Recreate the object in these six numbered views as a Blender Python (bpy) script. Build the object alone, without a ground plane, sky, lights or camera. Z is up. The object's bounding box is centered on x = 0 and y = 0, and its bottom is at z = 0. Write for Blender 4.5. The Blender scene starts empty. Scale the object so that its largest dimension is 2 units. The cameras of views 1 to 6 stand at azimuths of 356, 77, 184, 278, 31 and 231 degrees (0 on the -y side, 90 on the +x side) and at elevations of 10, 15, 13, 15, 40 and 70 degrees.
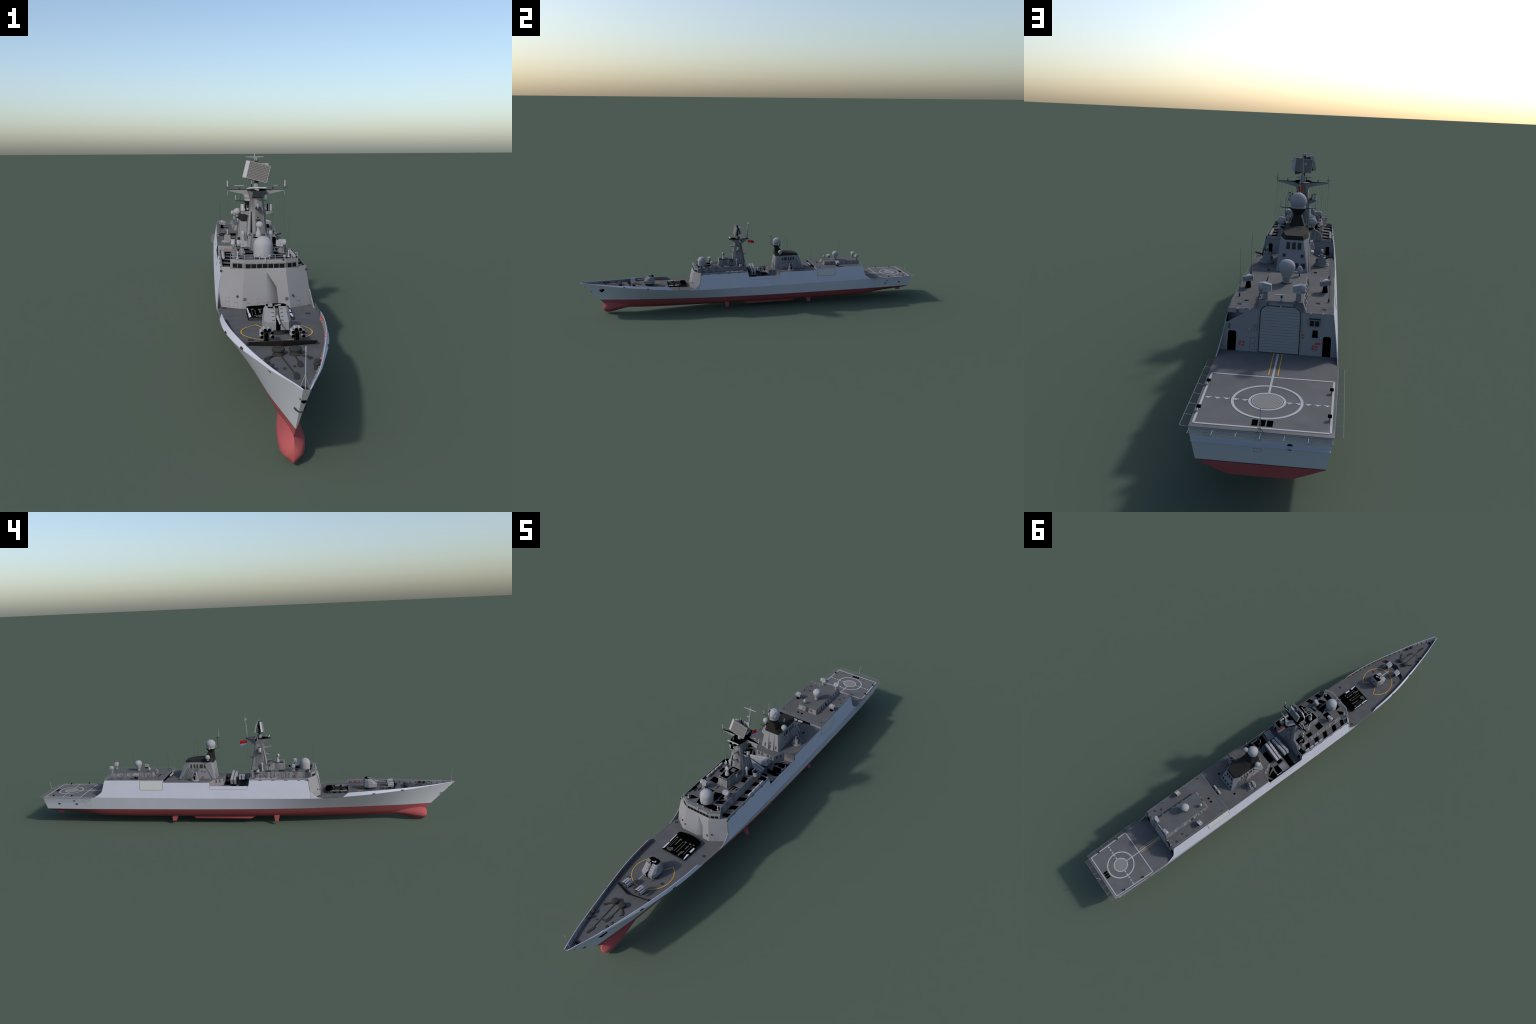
import bpy, math, random
import numpy as np
from mathutils import Vector

random.seed(7)

# ------------------------------------------------------------------ materials
def material(name, col, rough=0.6, metal=0.0, vary=0.05, scale=40.0, spec=0.15, bump=0.0, coat=0.0):
    m = bpy.data.materials.new(name)
    m.use_nodes = True
    nt = m.node_tree
    b = nt.nodes["Principled BSDF"]
    b.inputs["Roughness"].default_value = min(0.95, rough + 0.2)
    b.inputs["Metallic"].default_value = metal
    b.inputs["Specular IOR Level"].default_value = spec
    b.inputs["Coat Weight"].default_value = coat
    tc = nt.nodes.new("ShaderNodeTexCoord")
    nz = nt.nodes.new("ShaderNodeTexNoise")
    nz.inputs["Scale"].default_value = scale
    nz.inputs["Detail"].default_value = 5
    nt.links.new(tc.outputs["Object"], nz.inputs["Vector"])
    rp = nt.nodes.new("ShaderNodeValToRGB")
    rp.color_ramp.elements[0].position = 0.3
    rp.color_ramp.elements[1].position = 0.7
    rp.color_ramp.elements[0].color = (*[c * (1 - vary) for c in col], 1)
    rp.color_ramp.elements[1].color = (*[min(1, c * (1 + vary)) for c in col], 1)
    nt.links.new(nz.outputs["Fac"], rp.inputs["Fac"])
    nt.links.new(rp.outputs["Color"], b.inputs["Base Color"])
    if bump:
        bp = nt.nodes.new("ShaderNodeBump")
        bp.inputs["Strength"].default_value = bump
        bp.inputs["Distance"].default_value = 0.0005
        n2 = nt.nodes.new("ShaderNodeTexNoise")
        n2.inputs["Scale"].default_value = 900
        nt.links.new(tc.outputs["Object"], n2.inputs["Vector"])
        nt.links.new(n2.outputs["Fac"], bp.inputs["Height"])
        nt.links.new(bp.outputs["Normal"], b.inputs["Normal"])
    m["ramp"] = rp.name
    return m

def zband(m, zlo, zhi, col):
    """paint a band between two heights (object z) over the colour of material m"""
    nt = m.node_tree
    b = nt.nodes["Principled BSDF"]
    tc = nt.nodes.new("ShaderNodeTexCoord")
    sx = nt.nodes.new("ShaderNodeSeparateXYZ")
    nt.links.new(tc.outputs["Object"], sx.inputs[0])
    g = nt.nodes.new("ShaderNodeMath"); g.operation = "GREATER_THAN"; g.inputs[1].default_value = zlo
    l = nt.nodes.new("ShaderNodeMath"); l.operation = "LESS_THAN"; l.inputs[1].default_value = zhi
    mu = nt.nodes.new("ShaderNodeMath"); mu.operation = "MULTIPLY"
    nt.links.new(sx.outputs["Z"], g.inputs[0]); nt.links.new(sx.outputs["Z"], l.inputs[0])
    nt.links.new(g.outputs[0], mu.inputs[0]); nt.links.new(l.outputs[0], mu.inputs[1])
    mix = nt.nodes.new("ShaderNodeMix"); mix.data_type = "RGBA"
    src = b.inputs["Base Color"].links[0].from_socket
    nt.links.new(mu.outputs[0], mix.inputs["Factor"])
    nt.links.new(src, mix.inputs["A"])
    mix.inputs["B"].default_value = (*col, 1)
    nt.links.new(mix.outputs["Result"], b.inputs["Base Color"])

PAINT = material("grey_paint", (0.188, 0.193, 0.208), 0.65, vary=0.04, scale=14)
STREAK = material("shade_streaked_grey_paint", (0.148, 0.151, 0.162), 0.65, vary=0.04, scale=14)
def streak(m, lo, hi, sc=(70, 70, 9)):
    """soft vertical streaks: dark wall shading painted into the colour"""
    nt = m.node_tree; b = nt.nodes["Principled BSDF"]
    tc = nt.nodes.new("ShaderNodeTexCoord"); mp = nt.nodes.new("ShaderNodeMapping"); mp.inputs["Scale"].default_value = sc
    nz = nt.nodes.new("ShaderNodeTexNoise"); nz.inputs["Scale"].default_value = 1.0; nz.inputs["Detail"].default_value = 2
    rp = nt.nodes.new("ShaderNodeValToRGB")
    rp.color_ramp.elements[0].position = .36; rp.color_ramp.elements[1].position = .62
    rp.color_ramp.elements[0].color = (lo, lo, lo, 1); rp.color_ramp.elements[1].color = (hi, hi, hi, 1)
    nt.links.new(tc.outputs["Object"], mp.inputs[0]); nt.links.new(mp.outputs[0], nz.inputs["Vector"]); nt.links.new(nz.outputs["Fac"], rp.inputs[0])
    mx = nt.nodes.new("ShaderNodeMix"); mx.data_type = "RGBA"; mx.blend_type = "MULTIPLY"; mx.inputs["Factor"].default_value = 1
    src = b.inputs["Base Color"].links[0].from_socket
    nt.links.new(src, mx.inputs["A"]); nt.links.new(rp.outputs[0], mx.inputs["B"]); nt.links.new(mx.outputs["Result"], b.inputs["Base Color"])
streak(STREAK, .62, 1.12)
SIDE = material("side_grey_paint", (0.430, 0.446, 0.522), 0.62, vary=0.025, scale=14)
HULLP = material("hull_grey_paint", (0.470, 0.486, 0.532), 0.62, vary=0.025, scale=9)
zband(HULLP, 0.0, 0.0776, (0.03, 0.03, 0.032))
STRIP = material("shaded_grey_paint", (0.17, 0.175, 0.19), 0.65, vary=0.03)
DOME = material("radome_white_grey", (0.245, 0.252, 0.275), 0.7, vary=0.02, spec=0.08)
DECK = material("deck_grey", (0.078, 0.081, 0.086), 0.8, vary=0.10, scale=30, spec=0.2, bump=0.3)
DECK2 = material("flight_deck_grey", (0.094, 0.097, 0.102), 0.8, vary=0.09, scale=25, spec=0.2, bump=0.3)
DARK = material("dark_deck_gear", (0.028, 0.028, 0.028), 0.6, vary=0.1)
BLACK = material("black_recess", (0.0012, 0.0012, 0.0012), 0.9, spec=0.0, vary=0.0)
SOOT = material("funnel_black", (0.015, 0.0145, 0.014), 0.6, vary=0.12, scale=30)
VENT = material("louvre_dark", (0.075, 0.075, 0.07), 0.6, vary=0.1)
RED = material("antifouling_red", (0.30, 0.070, 0.075), 0.7, vary=0.04, scale=12)
GLASS = material("window_dark", (0.004, 0.005, 0.005), 0.15, vary=0.0, spec=0.1)
WHITE = material("marking_white", (0.34, 0.345, 0.365), 0.7, vary=0.04, scale=60)
YELLOW = material("marking_yellow", (0.48, 0.28, 0.045), 0.7, vary=0.05, scale=60)
ORANGE = material("lifebuoy_red", (0.42, 0.04, 0.03), 0.6, vary=0.05)
METAL = material("bright_metal", (0.285, 0.29, 0.315), 0.45, vary=0.03)
NETW = material("net_wire", (0.13, 0.135, 0.14), 0.6, vary=0.0)
SHUT = material("bay_shutter_white", (0.46, 0.465, 0.46), 0.65, vary=0.02)
DOOR = material("shutter_grey", (0.215, 0.22, 0.232), 0.65, vary=0.03)
WIRE = material("rail_grey", (0.20, 0.205, 0.22), 0.6, vary=0.03)
DIMW = material("rigging_dark", (0.04, 0.045, 0.045), 0.7, vary=0.0)
GRID = material("radar_grid", (0.15, 0.148, 0.147), 0.7, vary=0.05)
PANEL = material("radar_face", (0.062, 0.061, 0.060), 0.6, vary=0.1, scale=400)
FLAGR = material("flag_red", (0.55, 0.012, 0.015), 0.7, vary=0.03)
FLAGW = material("flag_pale_stripe", (0.55, 0.58, 0.72), 0.7, vary=0.03)
FLAGB = material("flag_blue_stripe", (0.14, 0.20, 0.50), 0.7, vary=0.03)
FLAGY = material("flag_yellow", (0.75, 0.45, 0.02), 0.7, vary=0.03)
GREEN = material("plate_green", (0.05, 0.07, 0.045), 0.7, vary=0.05)

def ytone(m, stops):
    """multiply light and shade tones into a paint along the ship (object y)"""
    nt = m.node_tree; b = nt.nodes["Principled BSDF"]
    tc = nt.nodes.new("ShaderNodeTexCoord"); sx = nt.nodes.new("ShaderNodeSeparateXYZ")
    nt.links.new(tc.outputs["Object"], sx.inputs[0])
    mr = nt.nodes.new("ShaderNodeMapRange")
    mr.inputs["From Min"].default_value = -1; mr.inputs["From Max"].default_value = 1
    nt.links.new(sx.outputs["Y"], mr.inputs["Value"])
    rp = nt.nodes.new("ShaderNodeValToRGB")
    el = rp.color_ramp.elements
    while len(el) < len(stops): el.new(0.5)
    for e, (y, v) in zip(el, stops): e.position = (y + 1) / 2; e.color = (*v, 1) if isinstance(v, tuple) else (v, v, v, 1)
    nt.links.new(mr.outputs["Result"], rp.inputs[0])
    mx = nt.nodes.new("ShaderNodeMix"); mx.data_type = "RGBA"; mx.blend_type = "MULTIPLY"; mx.inputs["Factor"].default_value = 1
    src = b.inputs["Base Color"].links[0].from_socket
    nt.links.new(src, mx.inputs["A"]); nt.links.new(rp.outputs[0], mx.inputs["B"])
    nt.links.new(mx.outputs["Result"], b.inputs["Base Color"])
ytone(RED, [(-.9, 1.0), (-.80, .95), (-.6, .80), (.2, .76), (.95, .90)])  # red darkened amidships to carry the soft occlusion under the hull
ytone(HULLP, [(-.9, .93), (-.55, (.80, .79, .80)), (-.30, (.80, .78, .82)), (.0, (.95, .93, .98)), (.50, (.95, .94, .97)), (.72, (.84, .85, .86)), (.95, (.82, .83, .84))])  # grey tinted by region to follow sunlight and shade on the side

# flight deck disc: fine hatching
HATCH = material("landing_grid", (0.25, 0.25, 0.25), 0.7, vary=0.02)
def hatch(m):
    nt = m.node_tree; b = nt.nodes["Principled BSDF"]
    tc = nt.nodes.new("ShaderNodeTexCoord")
    w = nt.nodes.new("ShaderNodeTexWave"); w.inputs["Scale"].default_value = 150
    w.bands_direction = "X"; w.inputs["Distortion"].default_value = 0
    mp = nt.nodes.new("ShaderNodeMapping"); mp.inputs["Rotation"].default_value = (0, 0, 0.15)
    nt.links.new(tc.outputs["Object"], mp.inputs[0]); nt.links.new(mp.outputs[0], w.inputs["Vector"])
    r = nt.nodes.new("ShaderNodeValToRGB")
    r.color_ramp.elements[0].color = (0.10, 0.10, 0.10, 1); r.color_ramp.elements[1].color = (0.25, 0.25, 0.255, 1)
    nt.links.new(w.outputs["Fac"], r.inputs[0]); nt.links.new(r.outputs[0], b.inputs["Base Color"])
hatch(HATCH)

# ------------------------------------------------------------------ builders
col = bpy.context.scene.collection
ROOT = bpy.data.objects.new("warship", None)
col.objects.link(ROOT)
ROOT["label"] = "Grey naval frigate with red underside and radar mast"
ROOT["category"] = "warship"

def rotm(ax, ang):
    from mathutils import Matrix
    return Matrix.Rotation(ang, 3, ax)

class M:
    """collects geometry of one part"""
    def __init__(s):
        s.v = []; s.f = []; s.mi = []; s.mats = []
    def m(s, mat):
        if mat not in s.mats: s.mats.append(mat)
        return s.mats.index(mat)
    def face(s, pts, mat):
        o = len(s.v); s.v += [tuple(p) for p in pts]
        s.f.append(tuple(range(o, o + len(pts)))); s.mi.append(s.m(mat)); return s
    def shell(s, verts, faces, mat):
        o = len(s.v); s.v += [tuple(p) for p in verts]; k = s.m(mat)
        for f in faces: s.f.append(tuple(i + o for i in f)); s.mi.append(k)
        return s
    def grid(s, rows, mat, closed=False):
        n = len(rows[0]); vs = [p for r in rows for p in r]; fs = []
        for i in range(len(rows) - 1):
            for j in range(n if closed else n - 1):
                k = (j + 1) % n
                fs.append((i * n + j, i * n + k, (i + 1) * n + k, (i + 1) * n + j))
        return s.shell(vs, fs, mat)
    def prism(s, bot, top, mat, cap=None, floor=True):
        n = len(bot); vs = list(bot) + list(top)
        fs = [(i, (i + 1) % n, n + (i + 1) % n, n + i) for i in range(n)]
        if floor: fs.append(tuple(reversed(range(n))))
        if cap is None:
            fs.append(tuple(range(n, 2 * n))); s.shell(vs, fs, mat)
        else:
            s.shell(vs, fs, mat); s.face(top, cap)
        return s
    def box(s, c, d, mat, cap=None, rz=0.0, rx=0.0, ry=0.0, taper=1.0):
        hx, hy, hz = d[0] / 2, d[1] / 2, d[2] / 2
        R = rotm("Z", rz) @ rotm("Y", ry) @ rotm("X", rx)
        q = lambda x, y, z: tuple(Vector(c) + R @ Vector((x, y, z)))
        bot = [q(-hx, -hy, -hz), q(hx, -hy, -hz), q(hx, hy, -hz), q(-hx, hy, -hz)]
        t = taper
        top = [q(-hx * t, -hy * t, hz), q(hx * t, -hy * t, hz), q(hx * t, hy * t, hz), q(-hx * t, hy * t, hz)]
        return s.prism(bot, top, mat, cap)
    def tube(s, p0, p1, r0, mat, r1=None, n=10, cap=None):
        r1 = r0 if r1 is None else r1
        p0 = Vector(p0); p1 = Vector(p1); d = (p1 - p0).normalized()
        a = d.cross(Vector((0, 0, 1)))
        if a.length < 1e-4: a = Vector((1, 0, 0))
        a.normalize(); b = d.cross(a)
        ring = lambda p, r: [tuple(p + r * (math.cos(t) * a + math.sin(t) * b)) for t in [2 * math.pi * i / n for i in range(n)]]
        return s.prism(ring(p0, r0), ring(p1, max(r1, 1e-5)), mat, cap)
    def lathe(s, c, prof, mat, n=20, axis=(0, 0, 1)):
        ax = Vector(axis).normalized()
        a = Vector((1, 0, 0)) if abs(ax.x) < 0.9 else Vector((0, 1, 0))
        a = (a - ax * a.dot(ax)).normalized(); b = ax.cross(a); c = Vector(c)
        rows = []
        for r, h in prof:
            r = max(r, 2.5e-5)
            rows.append([tuple(c + ax * h + r * (math.cos(t) * a + math.sin(t) * b)) for t in [2 * math.pi * i / n for i in range(n)]])
        s.grid(rows, mat, closed=True)
        return s
    def ball(s, c, r, mat, n=20, sz=1.0, a0=-90):
        prof = []
        for i in range(n // 2 + 1):
            t = math.radians(a0 + (90 - a0) * i / (n // 2))
            prof.append((r * math.cos(t), r * sz * math.sin(t)))
        return s.lathe(c, prof, mat, n)
    def path(s, pts, r, mat, n=5):
        for a, b in zip(pts, pts[1:]): s.tube(a, b, r, mat, n=n)
        return s
    def mesh(s, name, ang=32, weld=True):
        me = bpy.data.meshes.new(name)
        me.from_pydata(s.v, [], s.f)
        for mt in s.mats: me.materials.append(mt)
        me.polygons.foreach_set("material_index", s.mi)
        if weld:
            import bmesh
            bm = bmesh.new(); bm.from_mesh(me)
            bmesh.ops.remove_doubles(bm, verts=bm.verts, dist=2e-5)
            bmesh.ops.recalc_face_normals(bm, faces=bm.faces)
            bm.to_mesh(me); bm.free()
        me.polygons.foreach_set("use_smooth", [True] * len(me.polygons))
        me.set_sharp_from_angle(angle=math.radians(ang))
        me.update()
        return me
    def done(s, name, parent=None, ang=32, loc=(0, 0, 0), kind=None, weld=True):
        return put(s.mesh(name, ang, weld), name, parent, loc, kind=kind)

def put(me, name, parent=None, loc=(0, 0, 0), rot=(0, 0, 0), kind=None):
    o = bpy.data.objects.new(name, me)
    col.objects.link(o)
    o.parent = parent or ROOT
    o.location = loc; o.rotation_euler = rot
    if kind: o["kind"] = kind
    return o

def pchip(xs, ys):
    xs = np.array(xs, float); ys = np.array(ys, float)
    h = np.diff(xs); d = np.diff(ys) / h
    m = np.zeros(len(xs)); m[0] = d[0]; m[-1] = d[-1]
    for i in range(1, len(xs) - 1):
        if d[i - 1] * d[i] > 0:
            w1 = 2 * h[i] + h[i - 1]; w2 = h[i] + 2 * h[i - 1]
            m[i] = (w1 + w2) / (w1 / d[i - 1] + w2 / d[i])
    def f(x):
        x = min(max(x, xs[0]), xs[-1])
        i = min(max(int(np.searchsorted(xs, x)) - 1, 0), len(xs) - 2)
        t = (x - xs[i]) / h[i]
        return float((1 + 2 * t) * (1 - t) ** 2 * ys[i] + t * (1 - t) ** 2 * h[i] * m[i]
                     + t * t * (3 - 2 * t) * ys[i + 1] + t * t * (t - 1) * h[i] * m[i + 1])
    return f

# ------------------------------------------------------------------ hull lines (bow at -y)
KY = [-.999, -.99, -.97, -.95, -.9, -.85, -.8, -.75, -.7, -.65, -.6, -.55, -.5, -.42, -.34, -.1, .2, .5, .68, .73, .85, .98]
kx = pchip(KY, [.0052, .0092, .0157, .0228, .0389, .0525, .0658, .0785, .0893, .098, .1045, .1085, .111, .1152, .118, .1203, .121, .1205, .1192, .1187, .1155, .1105])
kz = pchip(KY, [.1832, .1832, .1817, .1799, .175, .1707, .1664, .162, .1584, .1545, .1505, .1467, .143, .138, .1346, .135, .136, .1385, .1395, .139, .1387, .1382])
TY = [-.999, -.99, -.97, -.95, -.9, -.85, -.8, -.75, -.7, -.65, -.6, -.55, -.5]
tx = pchip(TY, [.0050, .0085, .0153, .0224, .0372, .0502, .0622, .0735, .084, .0935, .1005, .1055, .1085])
tz = pchip(TY, [.1836, .1836, .1828, .1815, .1780, .1750, .1725, .1707, .1692, .1676, .1656, .1632, .1606])
wx = pchip([-.895, -.825, -.7615, -.6665, -.54, -.381, -.337, -.046, .17, .37, .69, .9666],
           [.0008, .0152, .0280, .0420, .0600, .0780, .0842, .101, .106, .1075, .1075, .1017])
DY = [-.985, -.9, -.84, -.75, -.65, -.5, -.34]
dz = pchip(DY, [.1685, .1640, .1605, .1560, .1508, .1430, .1350])
ZW = .0762

def stations():
    ys = list(np.linspace(-.999, -.97, 6)) + list(np.linspace(-.96, -.5, 34)) + list(np.linspace(-.48, .92, 50)) + list(np.linspace(.935, .98, 4))
    return ys

def wl_y(yk):
    u = (yk + .999) / .5
    if u < 1: return yk + .104 * (1 - u) ** 1.15
    if yk > .9: return yk - .0134 * (yk - .9) / .08
    return yk

topside = M(); bottom = M()
zc = pchip([-.86, -.74, -.6, -.44, -.12, .4, .66, .81, .963], [.030, .0216, .0155, .012, .0085, .0065, .009, .036, .053])
zb = pchip([-.86, -.74, -.6, -.44, -.12, .4, .66, .81, .963], [.055, .045, .037, .0305, .0268, .0262, .0288, .0425, .0535])
z2 = pchip([-.86, -.74, -.6, -.44, -.12, .4, .66, .81, .963], [.069, .067, .064, .058, .047, .046, .049, .066, .0702])
for sgn in (1, -1):
    rows = []; rb = []
    for yk in stations():
        xk, zk = kx(yk), kz(yk); yw = wl_y(yk); xw = wx(yw)
        p = 1 + .08 * max(0, min(1, (-.35 - yk) / .5))
        r = []
        for i in range(9):
            t = i / 8
            r.append((sgn * (xw + (xk - xw) * t ** p), yw + (yk - yw) * t, ZW + (zk - ZW) * t))
        rows.append(r)
        u = max(0, 1 - (yw + .895) / .3)
        yc = yw + .045 * u - (.004 * max(0, (yw - .9) / .0666))
        lin = max(0, min(1, (yw - .72) / .15))
        f = pchip([0, .55 * xw, .88 * xw, xw], [zc(yc), zb(yc), z2(yc), ZW]) if xw > .002 else None
        q = []
        for i in range(11):
            t = i / 10
            x = xw * t
            z = (f(x) * (1 - lin) + lin * float(np.interp(x, [0, .51 * xw, xw], [zc(yc), zb(yc), ZW]))) if f else zc(yc) + (ZW - zc(yc)) * t
            q.append((sgn * x, yc + (yw - yc) * (z - zc(yc)) / (ZW - zc(yc)), z))
        rb.append(q)
    topside.grid(rows, HULLP); bottom.grid(rb, RED)
    topside.grid([[(0, y, z) for x, y, z in rows[0]], rows[0]], HULLP)
    bottom.grid([[(0, y - .0004, z) for x, y, z in rb[0]], rb[0]], RED)
    # transom
    last = rows[-1]; lb = rb[-1]
    topside.face([(0, last[0][1], last[0][2])] + last + [(0, last[-1][1], last[-1][2])], HULLP)
    bottom.face(lb + [(0, lb[-1][1], lb[-1][2])], RED)
# bulbous bow
by = [-.8806, -.8795, -.875, -.866, -.853, -.83, -.80, -.77, -.74, -.715]
bw = [.0004, .0045, .0115, .0175, .0212, .0224, .0205, .0165, .0115, .007]
bt = [.0290, .0405, .0490, .059, .0660, .0700, .0690, .065, .058, .050]
bb = [.0272, .0190, .0090, .0025, .0000, .0022, .0095, .0165, .0210, .0222]
rows = []
wf, tf, bf = pchip(by, bw), pchip(by, bt), pchip(by, bb)
for y in list(np.linspace(-.8806, -.873, 6)) + list(np.linspace(-.868, -.715, 16)):
    w, t, b = wf(y), tf(y), bf(y); h = t - b; r = []
    prof = [(0, 0), (.36, .10), (.70, .21), (.94, .29), (1, .35), (1, .50), (.90, .60), (.64, .71), (.38, .82), (.18, .92), (0, 1)]
    full = prof + [(-a, c) for a, c in reversed(prof[1:-1])]
    rows.append([(a * w, y, b + c * h) for a, c in full])
bottom.grid(rows, RED, closed=True)
bottom.face(rows[0], RED)
hull = topside.done("hull", ang=28)
bottom.done("hull_bottom", hull, ang=28)

# stabiliser fins, bilge keels, rudders
fin = M()
fin.prism([(.070, -.188, .041), (.070, -.162, .041), (.082, -.162, .041), (.082, -.188, .041)],
          [(.0885, -.1822, .0125), (.0885, -.166, .0125), (.0935, -.167, .0140), (.0935, -.1832, .0140)], RED)
fme = fin.mesh("stabiliser_fin")
put(fme, "stabiliser_fin", hull)
fin = M()
fin.prism([(-.082, -.188, .041), (-.082, -.162, .041), (-.070, -.162, .041), (-.070, -.188, .041)],
          [(-.0935, -.1832, .0140), (-.0935, -.167, .0140), (-.0885, -.166, .0125), (-.0885, -.1822, .0125)], RED)
fin.done("stabiliser_fin", hull)
for s in (1, -1):
    b = M()
    b.prism([(s * .070, .306, .036), (s * .070, .338, .036), (s * .082, .338, .040), (s * .082, .306, .040)],
            [(s * .0885, .317, .0128), (s * .0885, .3345, .0128), (s * .0932, .334, .0142), (s * .0932, .3165, .0142)], RED)
    b.done("stabiliser_fin", hull)
    b = M()
    P = [(-.078, .033), (-.052, .0232), (.221, .0232), (.243, .033)]
    b.prism([(s * .066, y, z + .002) if z > .03 else (s * .079, y, z) for y, z in P],
            [(s * .068, y, z + .004) if z > .03 else (s * .0805, y, z + .0006) for y, z in P], RED)
    b.done("bilge_keel", hull)
    b = M()
    b.box((s * .060, .917, .0490), (.004, .027, .0115), RED)
    b.box((s * .060, .913, .050), (.0015, .008, .012), DARK)
    b.done("rudder", hull)

# transom ledge and small fittings
b = M()
b.prism([(-.1068, .9735, .1140), (.1068, .9735, .1140), (.1066, .9805, .1147), (-.1066, .9805, .1147)],
        [(-.1070, .9735, .1172), (.1070, .9735, .1172), (.1068, .9808, .1153), (-.1068, .9808, .1153)], SIDE)
for x, z, w in ((.083, .127, .008), (.003, .1265, .008), (-.073, .1265, .008), (.004, .1045, .012)):
    y = .9665 + (z - ZW) * .0135 / .0627 + .0004
    d = .0002
    pts = [(x - w / 2, y - .0004, z - .0028), (x + w / 2, y - .0004, z - .0028), (x + w / 2, y + .0009, z + .0028), (x - w / 2, y + .0009, z + .0028)]
    b.path(pts + pts[:1], .00018, STRIP, n=4)
b.done("transom_ledge", hull)
b = M()
for z, k in ((.1128, -1), (.1182, 1)):
    q = [(-.045 + .0042 * math.cos(a), z + k * .0032 * math.sin(a)) for a in np.linspace(0, math.pi, 9)]
    yy = lambda z: .9665 + (z - ZW) * .0135 / .0627
    b.prism([(x, yy(c) - .001, c) for x, c in q], [(x, yy(c) + .0012, c) for x, c in q], BLACK)
b.done("stern_fairlead", hull)
b = M()
for s in (1, -1):
    for y, z, w in ((.8999, .1049, .0115), (.8094, .1038, .0115), (.8196, .1213, .0078)):
        x0 = wx(y) + (kx(y) - wx(y)) * (z - ZW) / (kz(y) - ZW)
        b.box((s * (x0 + .0001), y, z), (.0012, w, .0072 if w > .01 else .005), DARK, ry=s * .2)
b.done("hull_vent", hull)
# faint hull panel outlines near the stern
b = M()
for s in (1, -1):
    y0, y1, za, zb_ = .735, .770, .0985, .129
    fx = lambda y, z: wx(y) + (kx(y) - wx(y)) * (z - ZW) / (kz(y) - ZW) + .0001
    b.path([(s * fx(y, z), y, z) for y, z in ((y0, za), (y1, za), (y1, zb_), (y0, zb_), (y0, za))], .00022, STRIP, n=4)
b.done("hull_hatch_outline", hull)

# anchors and bow fairleads, side fairleads
for s in (1,):
    b = M()
    q = []
    for y, z in ((-.8988, .1430), (-.8725, .1520), (-.8675, .1395), (-.8838, .1262)):
        yk = y - .104 * max(0, 1 - (y + .999) / .5) * .35
        t = (z - ZW) / (kz(y) - ZW)
        q.append((y, z))
    def hx(y, z):
        best = None
        # solve the hull half breadth at (y, z)
        lo, hi = -.999, -.5
        for _ in range(40):
            mid = (lo + hi) / 2; zk = kz(mid); t = (z - ZW) / (zk - ZW); yw = wl_y(mid)
            if yw + (mid - yw) * t < y: lo = mid
            else: hi = mid
        zk = kz(lo); t = (z - ZW) / (zk - ZW); yw = wl_y(lo)
        p = 1 + .08 * max(0, min(1, (-.35 - lo) / .5))
        return wx(yw) + (kx(lo) - wx(yw)) * t ** p
    b.prism([(s * (hx(y, z) - .002), y, z) for y, z in q], [(s * (hx(y, z) + .0012), y, z) for y, z in q], BLACK)
    b.tube((s * hx(-.878, .143), -.878, .143), (s * (hx(-.884, .136) + .002), -.885, .135), .0012, DARK)
    b.done("anchor", hull)
b = M()
b.tube((0, -.966, .156), (0, -.9735, .1565), .0042, BLACK, n=14)
b.box((0, -.9725, .1592), (.0125, .005, .0014), DARK)
b.done("bow_fairlead", hull)
b = M()
pts = []
for i in range(13):
    a = math.pi * (i / 12)
    pts.append((.0085 * math.cos(a), -.9375 - .0085 * math.sin(a), .1275 + .003 * abs(math.cos(a)) ** 2))
b.path(pts, .0013, DARK, n=8)
b.done("bow_fender", hull)
b = M()
for s in (1, -1):
    for y in (-.8849, -.757, -.6275):
        z = kz(y) + (.0015 if y > -.8 else -.004)
        x = kx(y) - (.0003 if y > -.8 else .0035)
        b.box((s * x, y, z), (.0022, .0125, .0036), DARK, rz=s * (-.16 if y > -.7 else -.25), ry=-s * .2)
b.done("side_fairlead", hull)

def hull_x(y, z):
    """half breadth of the topside shell at (y, z)"""
    lo, hi = -.999, .97
    for _ in range(44):
        mid = (lo + hi) / 2; t = (z - ZW) / (kz(mid) - ZW); yw = wl_y(mid)
        if yw + (mid - yw) * t < y: lo = mid
        else: hi = mid
    t = (z - ZW) / (kz(lo) - ZW); yw = wl_y(lo)
    return wx(yw) + (kx(lo) - wx(yw)) * min(1, t) ** (1 + .08 * max(0, min(1, (-.35 - lo) / .5)))

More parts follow.
